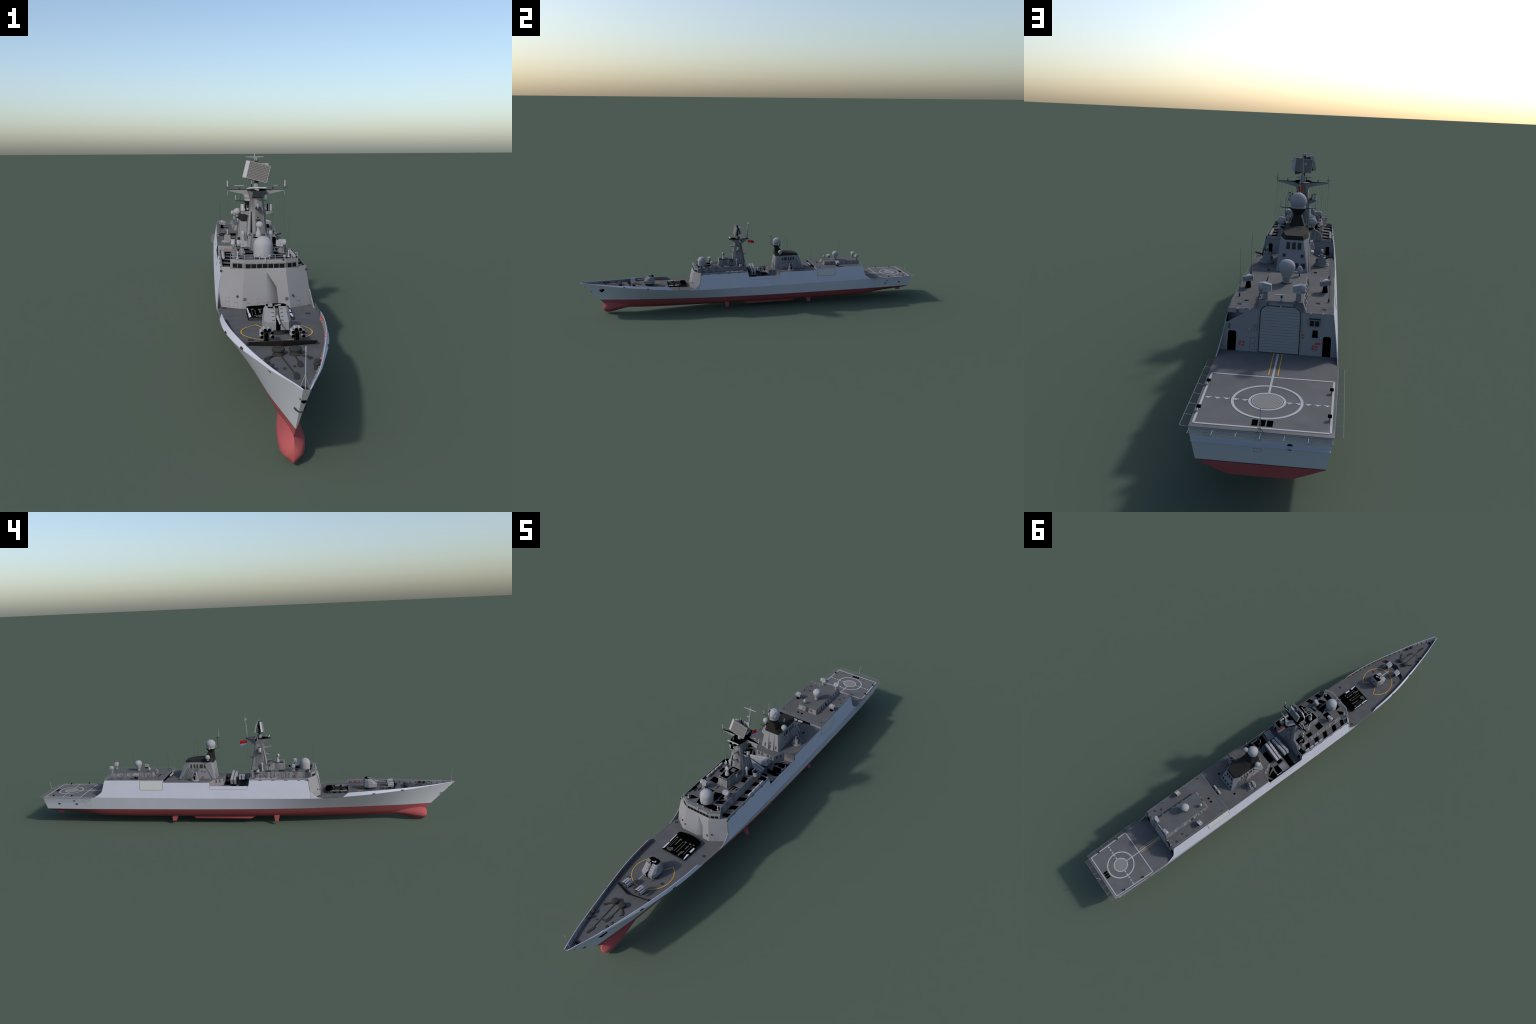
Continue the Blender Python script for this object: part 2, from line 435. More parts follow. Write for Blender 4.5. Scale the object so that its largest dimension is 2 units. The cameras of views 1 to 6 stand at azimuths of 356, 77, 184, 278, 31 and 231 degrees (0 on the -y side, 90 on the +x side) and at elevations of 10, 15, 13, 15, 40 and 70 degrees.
# ------------------------------------------------------------------ bulwark and main deck
bul = M()
deck_in = lambda y: max(.0003, min(kx(y), hull_x(y, min(dz(y), kz(y) - .0004))) - .0014)
ys = list(np.linspace(-.999, -.97, 6)) + list(np.linspace(-.96, -.512, 46))
for s in (1, -1):
    o, i_ = [], []
    for y in ys:
        di = max(tx(y) - .0013, .0004)
        dzz = dz(max(y, -.985)); dd = max(.0003, min(deck_in(y), tx(y) + .002))
        dd = max(.0003, min(dd, hull_x(max(y, -.985), dzz) - .0014))
        o.append([(s * kx(y), y, kz(y)), (s * tx(y), y, tz(y)), (s * di, y, tz(y)), (s * dd, max(y, -.985), dzz)])
    y = -.487
    o.append([(s * kx(y), y, kz(y) + .0002), (s * (kx(y) - .0004), y, kz(y) + .0006), (s * (kx(y) - .0012), y, kz(y) + .0006), (s * deck_in(y), y, dz(y))])
    bul.grid([q[:2] for q in o], SIDE); bul.grid([q[1:3] for q in o], SIDE); bul.grid([q[2:] for q in o], PAINT)
bulw = bul.done("bulwark", hull, ang=30)
# stiffening ribs on the inside of the bulwark
b = M()
RIBS = list(np.linspace(-.952, -.522, 19))
for s in (1, -1):
    for y in RIBS:
        xi, xd, zt, zd = tx(y) - .0011, deck_in(y), tz(y) - .0008, dz(y)
        t = .0006
        b.prism([(s * xi, y - t, zt), (s * xd, y - t, zd), (s * (xd - .0050), y - t, zd + .0002)],
                [(s * xi, y + t, zt), (s * xd, y + t, zd), (s * (xd - .0050), y + t, zd + .0002)], STRIP)
b.done("bulwark_rib", hull, kind="stuff")

def strip_deck(mesh, ys, xf, zf, mat):
    mesh.grid([[(-xf(y), y, zf(y)), (-xf(y) * .5, y, zf(y) + .0003), (0, y, zf(y) + .0006), (xf(y) * .5, y, zf(y) + .0003), (xf(y), y, zf(y))] for y in ys], mat)
b = M()
strip_deck(b, list(np.linspace(-.985, -.487, 40)), deck_in, dz, DECK)
strip_deck(b, list(np.linspace(-.487, -.30, 16)), lambda y: kx(y) - .0002, lambda y: max(dz(min(y, -.34)), .135), DECK)
deck = b.done("main_deck", hull)

# ------------------------------------------------------------------ life ring, shared pieces
def ring_mesh():
    b = M(); R, r = .0046, .0011; rows = []
    for i in range(20):
        a = 2 * math.pi * i / 20
        rows.append([((R + r * math.cos(t)) * math.cos(a), r * math.sin(t), (R + r * math.cos(t)) * math.sin(a)) for t in [2 * math.pi * k / 8 for k in range(8)]])
    rows.append(rows[0])
    for i in range(20):
        b.grid(rows[i:i + 2], WHITE if i % 5 == 0 else ORANGE, closed=True)
    return b.mesh("life_ring")
RING = ring_mesh()
def ring(loc, rz=0.0, rx=0.0, parent=None):
    put(RING, "life_ring", parent, loc, (rx, 0, rz))

def raft_mesh():
    b = M()
    prof = [(.0002, -.0115), (.0028, -.0112), (.0042, -.0098), (.0046, -.008), (.0046, -.0008), (.0049, -.0006), (.0049, .0006), (.0046, .0008), (.0046, .008), (.0042, .0098), (.0028, .0112), (.0002, .0115)]
    b.lathe((0, 0, 0), prof, DOME, 14, axis=(0, 1, 0))
    for y in (-.006, .006): b.box((0, y, -.0048), (.008, .0012, .004), DARK)
    return b.mesh("life_raft")
RAFT = raft_mesh()

# ------------------------------------------------------------------ gun
YG = -.616
ZD = dz(YG) + .0006
gun = M()
Z0, Z1, Z2, Z3 = .1612, .1775, .1925, .2014
lo = [(-.0212, -.6440), (.0212, -.6440), (.0275, -.628), (.0285, -.606), (.0225, -.5880), (.011, -.5845), (-.011, -.5845), (-.0225, -.5880), (-.0285, -.606), (-.0275, -.628)]
mid = [(-.0208, -.6452), (.0208, -.6452), (.0268, -.629), (.0278, -.606), (.0220, -.5882), (.011, -.585), (-.011, -.585), (-.0220, -.5882), (-.0278, -.606), (-.0268, -.629)]
top = [(-.0165, -.6140), (.0165, -.6140), (.0198, -.610), (.0208, -.602), (.0180, -.5930), (.010, -.5895), (-.010, -.5895), (-.0180, -.5930), (-.0208, -.602), (-.0198, -.610)]
L = lambda p, z: [(x, y, z) for x, y in p]
gun.prism(L(lo, Z0), L(mid, Z1), PAINT)
upp = [(-.0186, -.6243, .1937), (.0186, -.6243, .1937), (.0240, -.616, .1942), (.0258, -.604, .1945), (.0208, -.5885, .1945), (.0108, -.5856, .1945), (-.0108, -.5856, .1945), (-.0208, -.5885, .1945), (-.0258, -.604, .1945), (-.0240, -.616, .1942)]
gun.prism(L(mid, Z1 + 1e-6), upp, PAINT, floor=False)
gun.prism(upp, L(top, Z3), PAINT, cap=BLACK, floor=False)
turret = gun.done("gun_turret", ang=20)
b = M()
b.tube((0, YG, ZD - .001), (0, YG, .1614), .0255, DARK, n=36)
b.done("turret_ring", turret)
b = M()   # dark slot for the barrel, following the sloped front
b.prism([(-.0042, -.6452, .1618), (.0042, -.6452, .1618), (.0042, -.638, .1618), (-.0042, -.638, .1618)],
        [(-.0042, -.6456, .1777), (.0042, -.6456, .1777), (.0042, -.638, .1777), (-.0042, -.638, .1777)], BLACK)
b.prism([(-.0042, -.6456, .1777), (.0042, -.6456, .1777), (.0042, -.638, .1777), (-.0042, -.638, .1777)],
        [(-.0034, -.6148, .2018), (.0034, -.6148, .2018), (.0034, -.600, .2018), (-.0034, -.600, .2018)], BLACK)
b.done("barrel_slot", turret)
b = M()
b.tube((-.0004, -.628, .1865), (-.0004, -.652, .1852), .0026, METAL, n=12)
b.tube((-.0004, -.652, .1852), (-.0004, -.6825, .1834), .0017, METAL, r1=.0015, n=12, cap=BLACK)
b.box((-.0004, -.6270, .1925), (.0056, .020, .0022), VENT, rx=.66)
b.done("gun_barrel", turret)
b = M()   # sight box, roof plates and hatches
b.box((-.0125, -.6120, .2018), (.0085, .0085, .0085), PAINT)
b.box((-.0125, -.6160, .1982), (.0105, .003, .006), BLACK)
b.box((.0065, -.6045, .2021), (.0055, .006, .0015), METAL)
b.box((0, -.608, .2021), (.007, .004, .0012), METAL)
b.box((0, -.5852, .180), (.010, .0012, .009), BLACK, rx=-.12)
for s in (1, -1):
    for k in range(4):
        t = .12 + .24 * k
        y = -.645 + .031 * t; z = Z1 + (Z3 - Z1) * t
        b.box((s * .0088, y - .0003, z + .0004), (.0048, .0014, .0011), DARK); b.box((s * .0088, y - .0009, z + .0011), (.0034, .0012, .0008), PAINT)
b.done("turret_fitting", turret)
# yellow training circle
b = M()
def arc_strip(b, cx, cy, r0, r1, a0, a1, zf, mat, n=64):
    rows = []
    for i in range(n + 1):
        a = math.radians(a0 + (a1 - a0) * i / n)
        rows.append([(cx + r * math.cos(a), cy + r * math.sin(a), zf(cy + r * math.sin(a))) for r in (r0, r1)])
    b.grid(rows, mat)
zdk = lambda y: dz(y) + .0012
arc_strip(b, 0, -.615, .0695, .0722, 122, 418, zdk, YELLOW, 72)
for a, r0 in ((58, .040), (122, .040)):
    c, s_ = math.cos(math.radians(a)), math.sin(math.radians(a))
    b.box(((.0711 + r0) / 2 * c, -.615 + (.0711 + r0) / 2 * s_, dz(-.57) + .0011), (.0711 - r0 + .001, .0022, .0005), YELLOW, rz=math.radians(a))
b.done("training_circle", turret, weld=True)

# ------------------------------------------------------------------ vertical launch cells
vls = M()
zt = .1508
front, aft = -.5112, -.4135
plan = [(-.0487, front), (.0487, front), (.0490, aft - .004), (.046, aft + .003), (.030, aft + .0075), (.010, aft + .0095), (-.010, aft + .0095), (-.030, aft + .0075), (-.046, aft + .003), (-.0490, aft - .004)]
vls.prism([(x, y, .137) for x, y in plan], [(x, y, zt) for x, y in plan], DARK, cap=BLACK)
vl = vls.done("missile_cell_block", ang=20)
b = M()
def plate(b, pts, z, mat, h=.0005):
    b.prism([(x, y, z) for x, y in pts], [(x, y, z + h) for x, y in pts], mat, floor=False)
for pts in ([(.0413, -.4850), (.0484, -.4815), (.0486, -.5095), (.0455, -.5095)], [(.0414, -.4713), (.0484, -.4713), (.0486, -.4490), (.0425, -.4476)],
            [(-.0431, -.5041), (-.0483, -.5100), (-.0484, -.4750), (-.0440, -.4738)], [(-.0452, -.4695), (-.0486, -.4700), (-.0487, -.4287), (-.0464, -.4287)]):
    plate(b, pts, zt, SIDE)
b.done("bright_edge_plate", vl)
b = M()
rects = [(-.0157, -.0215, -.5050, -.4870), (-.0290, -.0328, -.5050, -.4930), (-.0125, -.036, -.4985, -.4955), (-.021, -.0265, -.5060, -.4900), (.0165, .0215, -.5070, -.4850), (.0205, .0245, -.492, -.478),
         (-.0190, -.0225, -.4720, -.4460), (.0195, .0235, -.4700, -.4500), (.0325, .0380, -.4400, -.4355), (.018, .026, -.4440, -.4380), (-.001, .0070, -.4450, -.4390), (-.016, -.024, -.4440, -.4385), (-.034, -.040, -.444, -.436),
         (.0045, .0062, -.4980, -.4450), (-.0045, -.0062, -.4980, -.4450), (-.031, -.0325, -.487, -.448), (.0315, .033, -.492, -.445), (-.0385, -.0395, -.500, -.440)]
for x0, x1, y0, y1 in rects:
    plate(b, [(x0, y0), (x1, y0), (x1, y1), (x0, y1)], zt, VENT, .0006)
for s in (1, -1):
    for k in range(3): b.box((s * .0494, -.500 + .026 * k, .1445), (.0012, .010, .006), BLACK)
b.done("cell_hatch", vl, kind="stuff")

# ------------------------------------------------------------------ anti-submarine rocket launchers
def rocket_mesh():
    b = M()
    for i in range(6):
        a = math.radians(-18 + 43.2 * i)
        x, z = .0103 * math.cos(a), .0103 * math.sin(a)
        b.tube((x, .0105, z - .0012), (x, -.0165, z + .0014), .0031, METAL, n=12, cap=BLACK)
        b.tube((x, .0115, z - .0012), (x, .0104, z - .0012), .0022, DARK, n=8)
    rows = []
    for y, d in ((.0020, .0000), (.0085, -.0008)):
        rows.append([(r * math.cos(math.radians(t)), y, r * math.sin(math.radians(t)) + d) for r, t in
                     [(.0130, a) for a in range(-28, 209, 18)] + [(.0100, a) for a in range(206, -29, -18)]])
    b.grid(rows, PAINT, closed=True); b.face(rows[0], PAINT); b.face(rows[1], PAINT)
    b.prism([(-.0050, -.006, -.020), (.0050, -.006, -.020), (.0050, .008, -.020), (-.0050, .008, -.020)], [(-.0032, -.007, .003), (.0032, -.007, .003), (.0032, .008, .003), (-.0032, .008, .003)], DARK)
    b.box((0, -.0070, -.005), (.0052, .001, .014), BLACK)
    b.tube((0, .001, -.0205), (0, .001, -.0165), .0065, DARK, n=14)
    return b.mesh("rocket_launcher", 30)
rm = rocket_mesh()
for s in (1, -1): put(rm, "rocket_launcher", None, (s * .0283, -.7045, dz(-.70) + .0205))

# breakwater
b = M()
zz = dz(-.73)
for s in (1, -1):
    b.prism([(0, -.7265, zz), (s * .0625, -.7125, zz - .001), (s * .0625, -.7110, zz - .001), (0, -.7250, zz)],
            [(0, -.7420, zz + .0165), (s * .0628, -.7215, zz + .0085), (s * .0628, -.7200, zz + .0085), (0, -.7402, zz + .0165)], DARK)
    b.box((s * .064, -.714, zz + .002), (.004, .006, .006), DARK)
b.done("breakwater")

# mooring gear
def capstan():
    b = M()
    b.lathe((0, 0, 0), [(.0001, 0), (.0105, 0), (.0105, .0030), (.0094, .0036), (.0094, .0074), (.0110, .0086), (.0116, .0108), (.0112, .0126), (.0092, .0140), (.0001, .0142)], DARK, 24)
    return b.mesh("capstan", 40)
cm = capstan()
for s in (1, -1): put(cm, "capstan", None, (s * .0148, -.780, dz(-.78)))
b = M()
def pad(b, x, y, L_, w, rz):
    z = dz(y) + .0008
    pts = [(-w / 2, -L_ / 2 + w / 2), (0, -L_ / 2), (w / 2, -L_ / 2 + w / 2), (w / 2, L_ / 2 - w), (w / 5, L_ / 2), (-w / 5, L_ / 2), (-w / 2, L_ / 2 - w)]
    c, s_ = math.cos(rz), math.sin(rz)
    q = [(x + a * c - d * s_, y + a * s_ + d * c) for a, d in pts]
    b.prism([(a, d, z - .001) for a, d in q], [(a, d, z + .0018) for a, d in q], DARK)
pad(b, -.0003, -.9015, .031, .0088, -.12)
pad(b, .0142, -.8400, .031, .0088, -.1)
def chain(b, p, q, n):
    for i in range(n):
        t = (i + .5) / n
        x, y = p[0] + (q[0] - p[0]) * t, p[1] + (q[1] - p[1]) * t
        b.box((x, y, dz(y) + .0016), (.0022, .0040, .0012), DARK, rz=math.atan2(-(q[0] - p[0]), q[1] - p[1]), ry=.8 * (i % 2))
chain(b, (-.0110, -.788), (-.0012, -.889), 26)
chain(b, (.0125, -.789), (.0140, -.828), 11)
b.done("anchor_chain")
b = M()
for s in (1, -1):
    pts = [(s * .022, -.788), (s * .0275, -.7905), (s * .032, -.795), (s * .0352, -.8005)]
    for p, q in zip(pts, pts[1:]):
        b.tube((*p, dz(-.79) + .0012), (*q, dz(-.79) + .0012), .0019, DARK, n=8)
    pad(b, s * .0335, -.7985, .022, .0062, s * .75)
b.done("hawse_pipe")
def bollard():
    b = M()
    b.lathe((0, 0, 0), [(.0001, 0), (.0045, 0), (.0044, .0085), (.0060, .0090), (.0062, .0104), (.0050, .0114), (.0001, .0116)], DARK, 18)
    return b.mesh("bollard", 40)
bm_ = bollard()
for s in (1, -1):
    put(bm_, "bollard", None, (s * .0366, -.868, dz(-.868)))
    put(bm_, "bollard", None, (s * .0416, -.849, dz(-.849)))
b = M()
for x, y in ((.0034, -.8517), (-.0141, -.862), (-.0341, -.805), (.0341, -.81)):
    b.tube((x, y, dz(y)), (x, y, dz(y) + .0035), .0019, DARK, n=10)
b.done("deck_post")
b = M()
b.lathe((0, -.957, dz(-.957)), [(.0001, .0012), (.0045, .0012), (.0055, .0025), (.0075, .0022), (.0080, .0002)], DARK, 20)
b.tube((0, -.957, dz(-.957) + .0005), (0, -.957, dz(-.957) + .0018), .0045, BLACK, n=16)
b.done("bow_hawse_hole")
b = M()
b.tube((0, -.984, .170), (0, -.988, .2405), .0006, METAL, n=8)
for z in (.2335, .2350, .2365, .2380, .2395): b.tube((0, -.9877, z), (0, -.9878, z + .0008), .0011, METAL, n=8)
for s in (1, -1): b.tube((0, -.9852, .2000), (s * .0085, -.978, .172), .0005, WIRE, n=6)
b.done("jackstaff")
def hatch_mesh(w=.0105, l=.0085):
    b = M(); b.box((0, 0, .0006), (w, l, .0014), DARK, taper=.92); return b.mesh("deck_hatch")
HM = hatch_mesh()
for x, y in ((.0541, -.634), (-.0552, -.676), (.0895, -.452), (-.0975, -.372)):
    put(HM, "deck_hatch", None, (x, y, dz(min(y, -.34)) + .0005), (0, 0, .2))
# gear hung on the inner face of the bulwark
for s in (1, -1):
    for y in (-.846, -.706, -.682, -.535, -.557):
        z = (tz(y) + dz(y)) / 2 + .0006; x = (tx(y) + deck_in(y)) / 2 - .0018
        ring((s * x, y, z), rz=math.radians(90) + s * .12)
b = M()
for s in (1, -1):
    for y in (-.892, -.726):
        z = tz(y) - .006; x = (tx(y) + deck_in(y)) / 2 - .0016
        b.box((s * x, y, z), (.0008, .011, .0045), GREEN, rz=-s * .2)
        b.box((s * (x + .0003), y, z), (.0008, .0135, .0065), WHITE, rz=-s * .2)
b.done("name_plate")

# ------------------------------------------------------------------ main superstructure shell
SL = .16
def wall_x(y, z): return kx(max(min(y, .68), -.34)) - .0004 - SL * (z - kz(max(min(y, .68), -.34)))
ZP, ZR, ZA, ZH = .2215, .1765, .2115, .2225      # passage, recess, aft deck, hangar deck
ZB = .2293                                       # top of the forward side bulwark
TOPS = [(-.326, .221), (-.20, .221), (-.0530, .221), (-.0478, .1943), (.05, .1943), (.1365, .1943), (.139, ZA), (.25, ZA), (.3625, ZA), (.3632, ZH), (.50, ZH), (.656, ZH)]
sh = M()
for s in (1, -1):
    bot = [-.340] + [y for y, z in TOPS[1:-1]] + [.6810]
    for (ya, za), (yb, zb_), ba, bb_ in zip(TOPS, TOPS[1:], bot, bot[1:]):
        nz = 4
        rows = []
        for k in range(nz + 1):
            t = k / nz
            r = []
            for y1, zt_, y0 in ((ya, za, ba), (yb, zb_, bb_)):
                zz = kz(y0) + (zt_ - kz(y0)) * t; yy = y0 + (y1 - y0) * t
                r.append((s * wall_x(yy, zz), yy, zz))
            rows.append(r)
        sh.grid(rows, SIDE)
# --- front face
def FY(z): return -.3816 + (z - .138) * .2227
fp = lambda x, z, d=0.0: (x, FY(z) - d, z)
ZWIN = .2305
XO, YO = .1168, -.3420
for s in (1, -1):
    outer = (s * XO, YO, .1340)
    ot = (s * wall_x(-.326, ZB) * 1.0, -.3257, ZB)
    if s < 0:
        sh.face([fp(-.059, .137), fp(-.0495, ZWIN), ot, outer], PAINT)
    else:
        Pp = (.0494, FY(.2194) - .0045, .2194)
        sh.face([fp(.059, .137), outer, ot, Pp], PAINT)
        sh.face([Pp, ot, fp(.0495, ZWIN)], PAINT)
# centre panel with the folded door recess on the port side
A_, B_, C_ = fp(.0047, .2192), fp(.0262, .1865, .0008), fp(.0318, .137, .0)
Bi, Ci = (B_[0], B_[1] + .018, B_[2]), (C_[0], C_[1] + .020, C_[2])
sh.face([fp(-.059, .137), fp(0.002, .137), fp(0.002, .2192), fp(0.002, ZWIN), fp(-.0495, ZWIN)], PAINT)
for k in range(6):
    t0, t1 = k / 6, (k + 1) / 6
    e = lambda t, z, lim: (.002 + (lim[0] - .002) * t, fp(0, z)[1] + (lim[1] - fp(0, z)[1]) * t ** 1.8, z)
    sh.face([e(t0, .137, Ci), e(t1, .137, Ci), e(t1, .1865, Bi), e(t0, .1865, Bi)], PAINT)
    u0, u1 = .2192, .1865
    sh.face([e(t0, .1865, Bi), e(t1, .1865, Bi), (.002 + (A_[0] - .002) * t1, A_[1], .2192), (.002 + (A_[0] - .002) * t0, A_[1], .2192)], PAINT)
sh.face([A_, B_, Bi], PAINT)
sh.face([B_, C_, Ci, Bi], PAINT)
sh.face([A_, fp(.0262, .1865, .0008), fp(.0318, .137), fp(.059, .137), Pp], PAINT)
sh.face([A_, Pp, fp(.0495, ZWIN), fp(.012, ZWIN)], PAINT)
sh.face([fp(.002, .2192), A_, fp(.012, ZWIN), fp(.002, ZWIN)], PAINT)
# curved gussets that carry the side shell down to the foredeck
for s in (1, -1):
    pts = []
    for k in range(9):
        t = k / 8
        y = -.336 - .058 * t; z = .172 - .0345 * (1 - (1 - t) ** 2.2)
        pts.append((y, z))
    ov, iv = [], []
    for y, z in pts:
        xz = kx(y) - .0003 - SL * max(0, z - kz(y)) * .9
        ov.append((s * xz, y, z)); iv.append((s * (xz - .0022), y, z))
    for k in range(8):
        (a0, a1), (b0, b1) = (ov[k], ov[k + 1]), (iv[k], iv[k + 1])
        dn = lambda p: (s * (kx(p[1]) - .0003), p[1], kz(p[1]))
        di = lambda p: (s * (kx(p[1]) - .004), p[1], dz(min(p[1], -.34)))
        sh.face([dn(a0), dn(a1), a1, a0], HULLP); sh.face([a0, a1, b1, b0], PAINT); sh.face([di(b0), di(b1), b1, b0], PAINT)
    sh.face([(s * wall_x(-.336, .172), -.3345, .172), ov[0], iv[0], (s * XO, YO, .1365), (s * kx(-.34), -.34, kz(-.34))], PAINT)
# --- aft (hangar) face
HYB, HYT = .6718, .6552
def HY(z): return HYB + (z - .1395) * (HYT - HYB) / (ZH - .1395)
hx_ = lambda z: wall_x(.66, z)
# the wall is built as panels around the door, openings and the corner notch
def hface(b, pts, mat, d=0.0): b.face([(x, HY(z) + d, z) for x, z in pts], mat)
DX, DZ = .0405, .2235
hface(sh, [(DX, .1393), (DX, .2240), (.0725, .2240), (.0725, .2149), (.1033, .1957), (hx_(.1957), .1957), (hx_(.1395), .1393)][::-1], PAINT)
hface(sh, [(.0725, .2149), (.0725, ZH), (hx_(ZH), ZH), (hx_(.2135), .2135), (.1033, .2135)], PAINT)
hface(sh, [(DX, .2240), (DX, ZH), (.0725, ZH), (.0725, .2240)], PAINT) if False else None
hface(sh, [(-DX, .1393), (-hx_(.1395), .1393), (-hx_(ZH), ZH), (-DX, ZH)], PAINT)
# notch sides (port upper corner)
nd = .020
n0, n1, n2 = (.0725, .2149), (.1033, .1957), (.1033, .2135)
q = lambda p, d: (p[0], HY(p[1]) - d, p[1])
sh.face([q(n0, 0), q(n1, 0), q(n1, nd)], PAINT)
sh.face([q(n1, 0), q(n2, 0), q(n2, nd), q(n1, nd)], PAINT)
sh.face([q(n0, 0), q(n2, 0), q(n2, nd)], STRIP)
sh.face([q(n0, .0004), q(n2, nd), q(n1, nd)], STRIP)
# thin wing plates that flare from the side shell on to the flight deck
for s in (1, -1):
    o = []
    for k in range(11):
        t = k / 10
        y = .654 + .028 * t + .030 * max(0, t - .55) ** 1.5 * 3.3; z = ZH - (ZH - .1400) * t ** .8
        o.append((s * (wall_x(min(y, .68), z) + .0001), min(y, .735), z))
    i_ = [(x - s * .0013, y, z) for x, y, z in o]
    inn = [(x - s * .0006, HY(z) - .001, z) for x, y, z in o]
    sh.grid([inn, o], SIDE); sh.grid([o, i_], SIDE); sh.grid([i_, [(x - s * .0013, HY(z) - .001, z) for x, y, z in o]], PAINT)
shell = sh.done("superstructure", ang=24)

# forward side bulwark strip (a shade darker) with inner skin
b = M()
for s in (1, -1):
    rows = []
    for ya, zlow, ztop in ((-.3262, .221, ZB), (-.20, .221, ZB), (-.0545, .221, ZB)):
        yb = ya if ya > -.3 else -.3257
        rows.append([(s * wall_x(ya, .221), ya if ya < -.3 else (ya if ya < -.1 else -.0530), .221), (s * (wall_x(ya, .221) - .0023), yb, ztop),
                     (s * (wall_x(ya, .221) - .0037), yb, ztop), (s * (wall_x(ya, ZP) - .0032), yb, ZP)])
    b.grid([q[:3] for q in rows], STRIP); b.grid([q[2:] for q in rows], DARK)
b.face([(-.104, -.3252, ZB), (-.082, -.3300, ZB), (-.082, -.3285, ZP), (-.106, -.3240, ZP)], STRIP)
b.face([(.104, -.3252, ZB), (.082, -.3300, ZB), (.082, -.3285, ZP), (.106, -.3240, ZP)], STRIP)
b.done("side_bulwark", shell)
b = M()
for s in (1, -1):
    for y, L_ in ((-.320, .012), (-.285, .012), (-.225, .015), (-.165, .015), (-.105, .015)):
        b.box((s * (wall_x(y, .2213) + .0002), y, .2212), (.0022, L_, .0028 if y < -.31 else .0016), DARK)
b.done("scupper_slot", shell)
# recess bulwarks (inner skin + cap) and dropped door outline
b = M()
for s in (1, -1):
    rows = [[(s * wall_x(y, .1943), y, .1943), (s * (wall_x(y, .1943) - .0016), y, .1943), (s * (wall_x(y, ZR) - .003), y, ZR)] for y in (-.0476, .03, .1366)]
    b.grid(rows, PAINT)
b.done("recess_bulwark", shell)
b = M()
for s in (1, -1):
    pts = [(-.0440, .1940), (-.0425, .1815), (-.0385, .1788), (.128, .1788), (.1340, .1808), (.1366, .1850), (.1372, .2105)]
    b.path([(s * (wall_x(y, z) + .0001), y, z) for y, z in pts], .00045, VENT, n=5)
b.done("side_door_outline", shell)
b = M()   # boat bay shutters
for s in (1, -1):
    y0, y1, z0, z1 = .3665, .4795, .1768, .2205
    pts = [(y0, z0 + .002), (y0 + .002, z0), (y1 - .002, z0), (y1, z0 + .002), (y1 - .001, z1 - .002), (y1 - .003, z1), (y0 + .002, z1), (y0, z1 - .002)]
    P3 = [(s * (wall_x(y, z) + .0002), y, z) for y, z in pts]
    b.path(P3 + P3[:1], .00075, STRIP, n=6)
    for k in range(9):
        za = z0 + .001 + (z1 - z0 - .002) * k / 9; zb_ = z0 + .001 + (z1 - z0 - .002) * (k + .93) / 9
        ya, yb = y0 + .0015, y1 - .0015
        b.prism([(s * (wall_x(y, z) - .0003), y, z) for y, z in ((ya, za), (yb, za), (yb, zb_), (ya, zb_))],
                [(s * (wall_x(y, z) + .0005), y, z) for y, z in ((ya, za), (yb, za), (yb, zb_), (ya, zb_))], SHUT)
b.done("boat_bay_shutter", shell)

# decks of the superstructure
b = M()
rows = [[(-wall_x(y, ZP) + .001, y, ZP), (wall_x(y, ZP) - .001, y, ZP)] for y in (-.3270, -.20, -.050)]
b.grid(rows, DECK)
rows = [[(-wall_x(y, ZR) + .002, y, ZR), (wall_x(y, ZR) - .002, y, ZR)] for y in (-.050, .05, .1385)]
b.grid(rows, DECK)
chev = [(-.1068, .1392), (-.0640, .1278), (-.0410, .0850), (.0410, .0850), (.0640, .1278), (.1068, .1392)]
b.face([(x, y, ZA) for x, y in chev] + [(wall_x(.3640, ZA), .3640, ZA), (-wall_x(.3640, ZA), .3640, ZA)], DECK)
b.face([(-wall_x(.363, ZH), .3630, ZH), (wall_x(.363, ZH), .3630, ZH), (wall_x(.656, ZH), .6555, ZH), (-wall_x(.656, ZH), .6555, ZH)], DECK)
b.done("upper_deck", shell)
b = M()
for p, q_ in zip(chev, chev[1:]):
    b.face([(p[0], p[1], ZR), (q_[0], q_[1], ZR), (q_[0], q_[1], ZA), (p[0], p[1], ZA)], PAINT)
b.face([(-wall_x(.3636, ZH), .3636, ZA), (wall_x(.3636, ZH), .3636, ZA), (wall_x(.3636, ZH), .3636, ZH), (-wall_x(.3636, ZH), .3636, ZH)], PAINT)
b.done("recess_aft_wall", shell)
b = M()
for s in (1, -1):
    for (x, y), rz in (((.049, .1004), 1.08), ((.0575, .1160), 1.08)):
        b.box((s * x, y - .0009, .202), (.008, .0012, .0155), VENT, rz=s * rz)
    ring((s * .083, .1325, .198), rz=s * .26, parent=shell)
for x in (-.03, -.014, .014, .03): b.box((x, .0845, .202), (.009, .0012, .0150), VENT)
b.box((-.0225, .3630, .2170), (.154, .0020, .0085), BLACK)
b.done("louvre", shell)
for x in (-.0135, .0135): put(RAFT, "life_raft", None, (x, .3500, .2215), (0, 0, math.radians(90)))
b = M()
for x in (-.0135, .0135): b.box((x, .3500, .2140), (.016, .004, .007), DARK)
b.done("raft_cradle", shell)

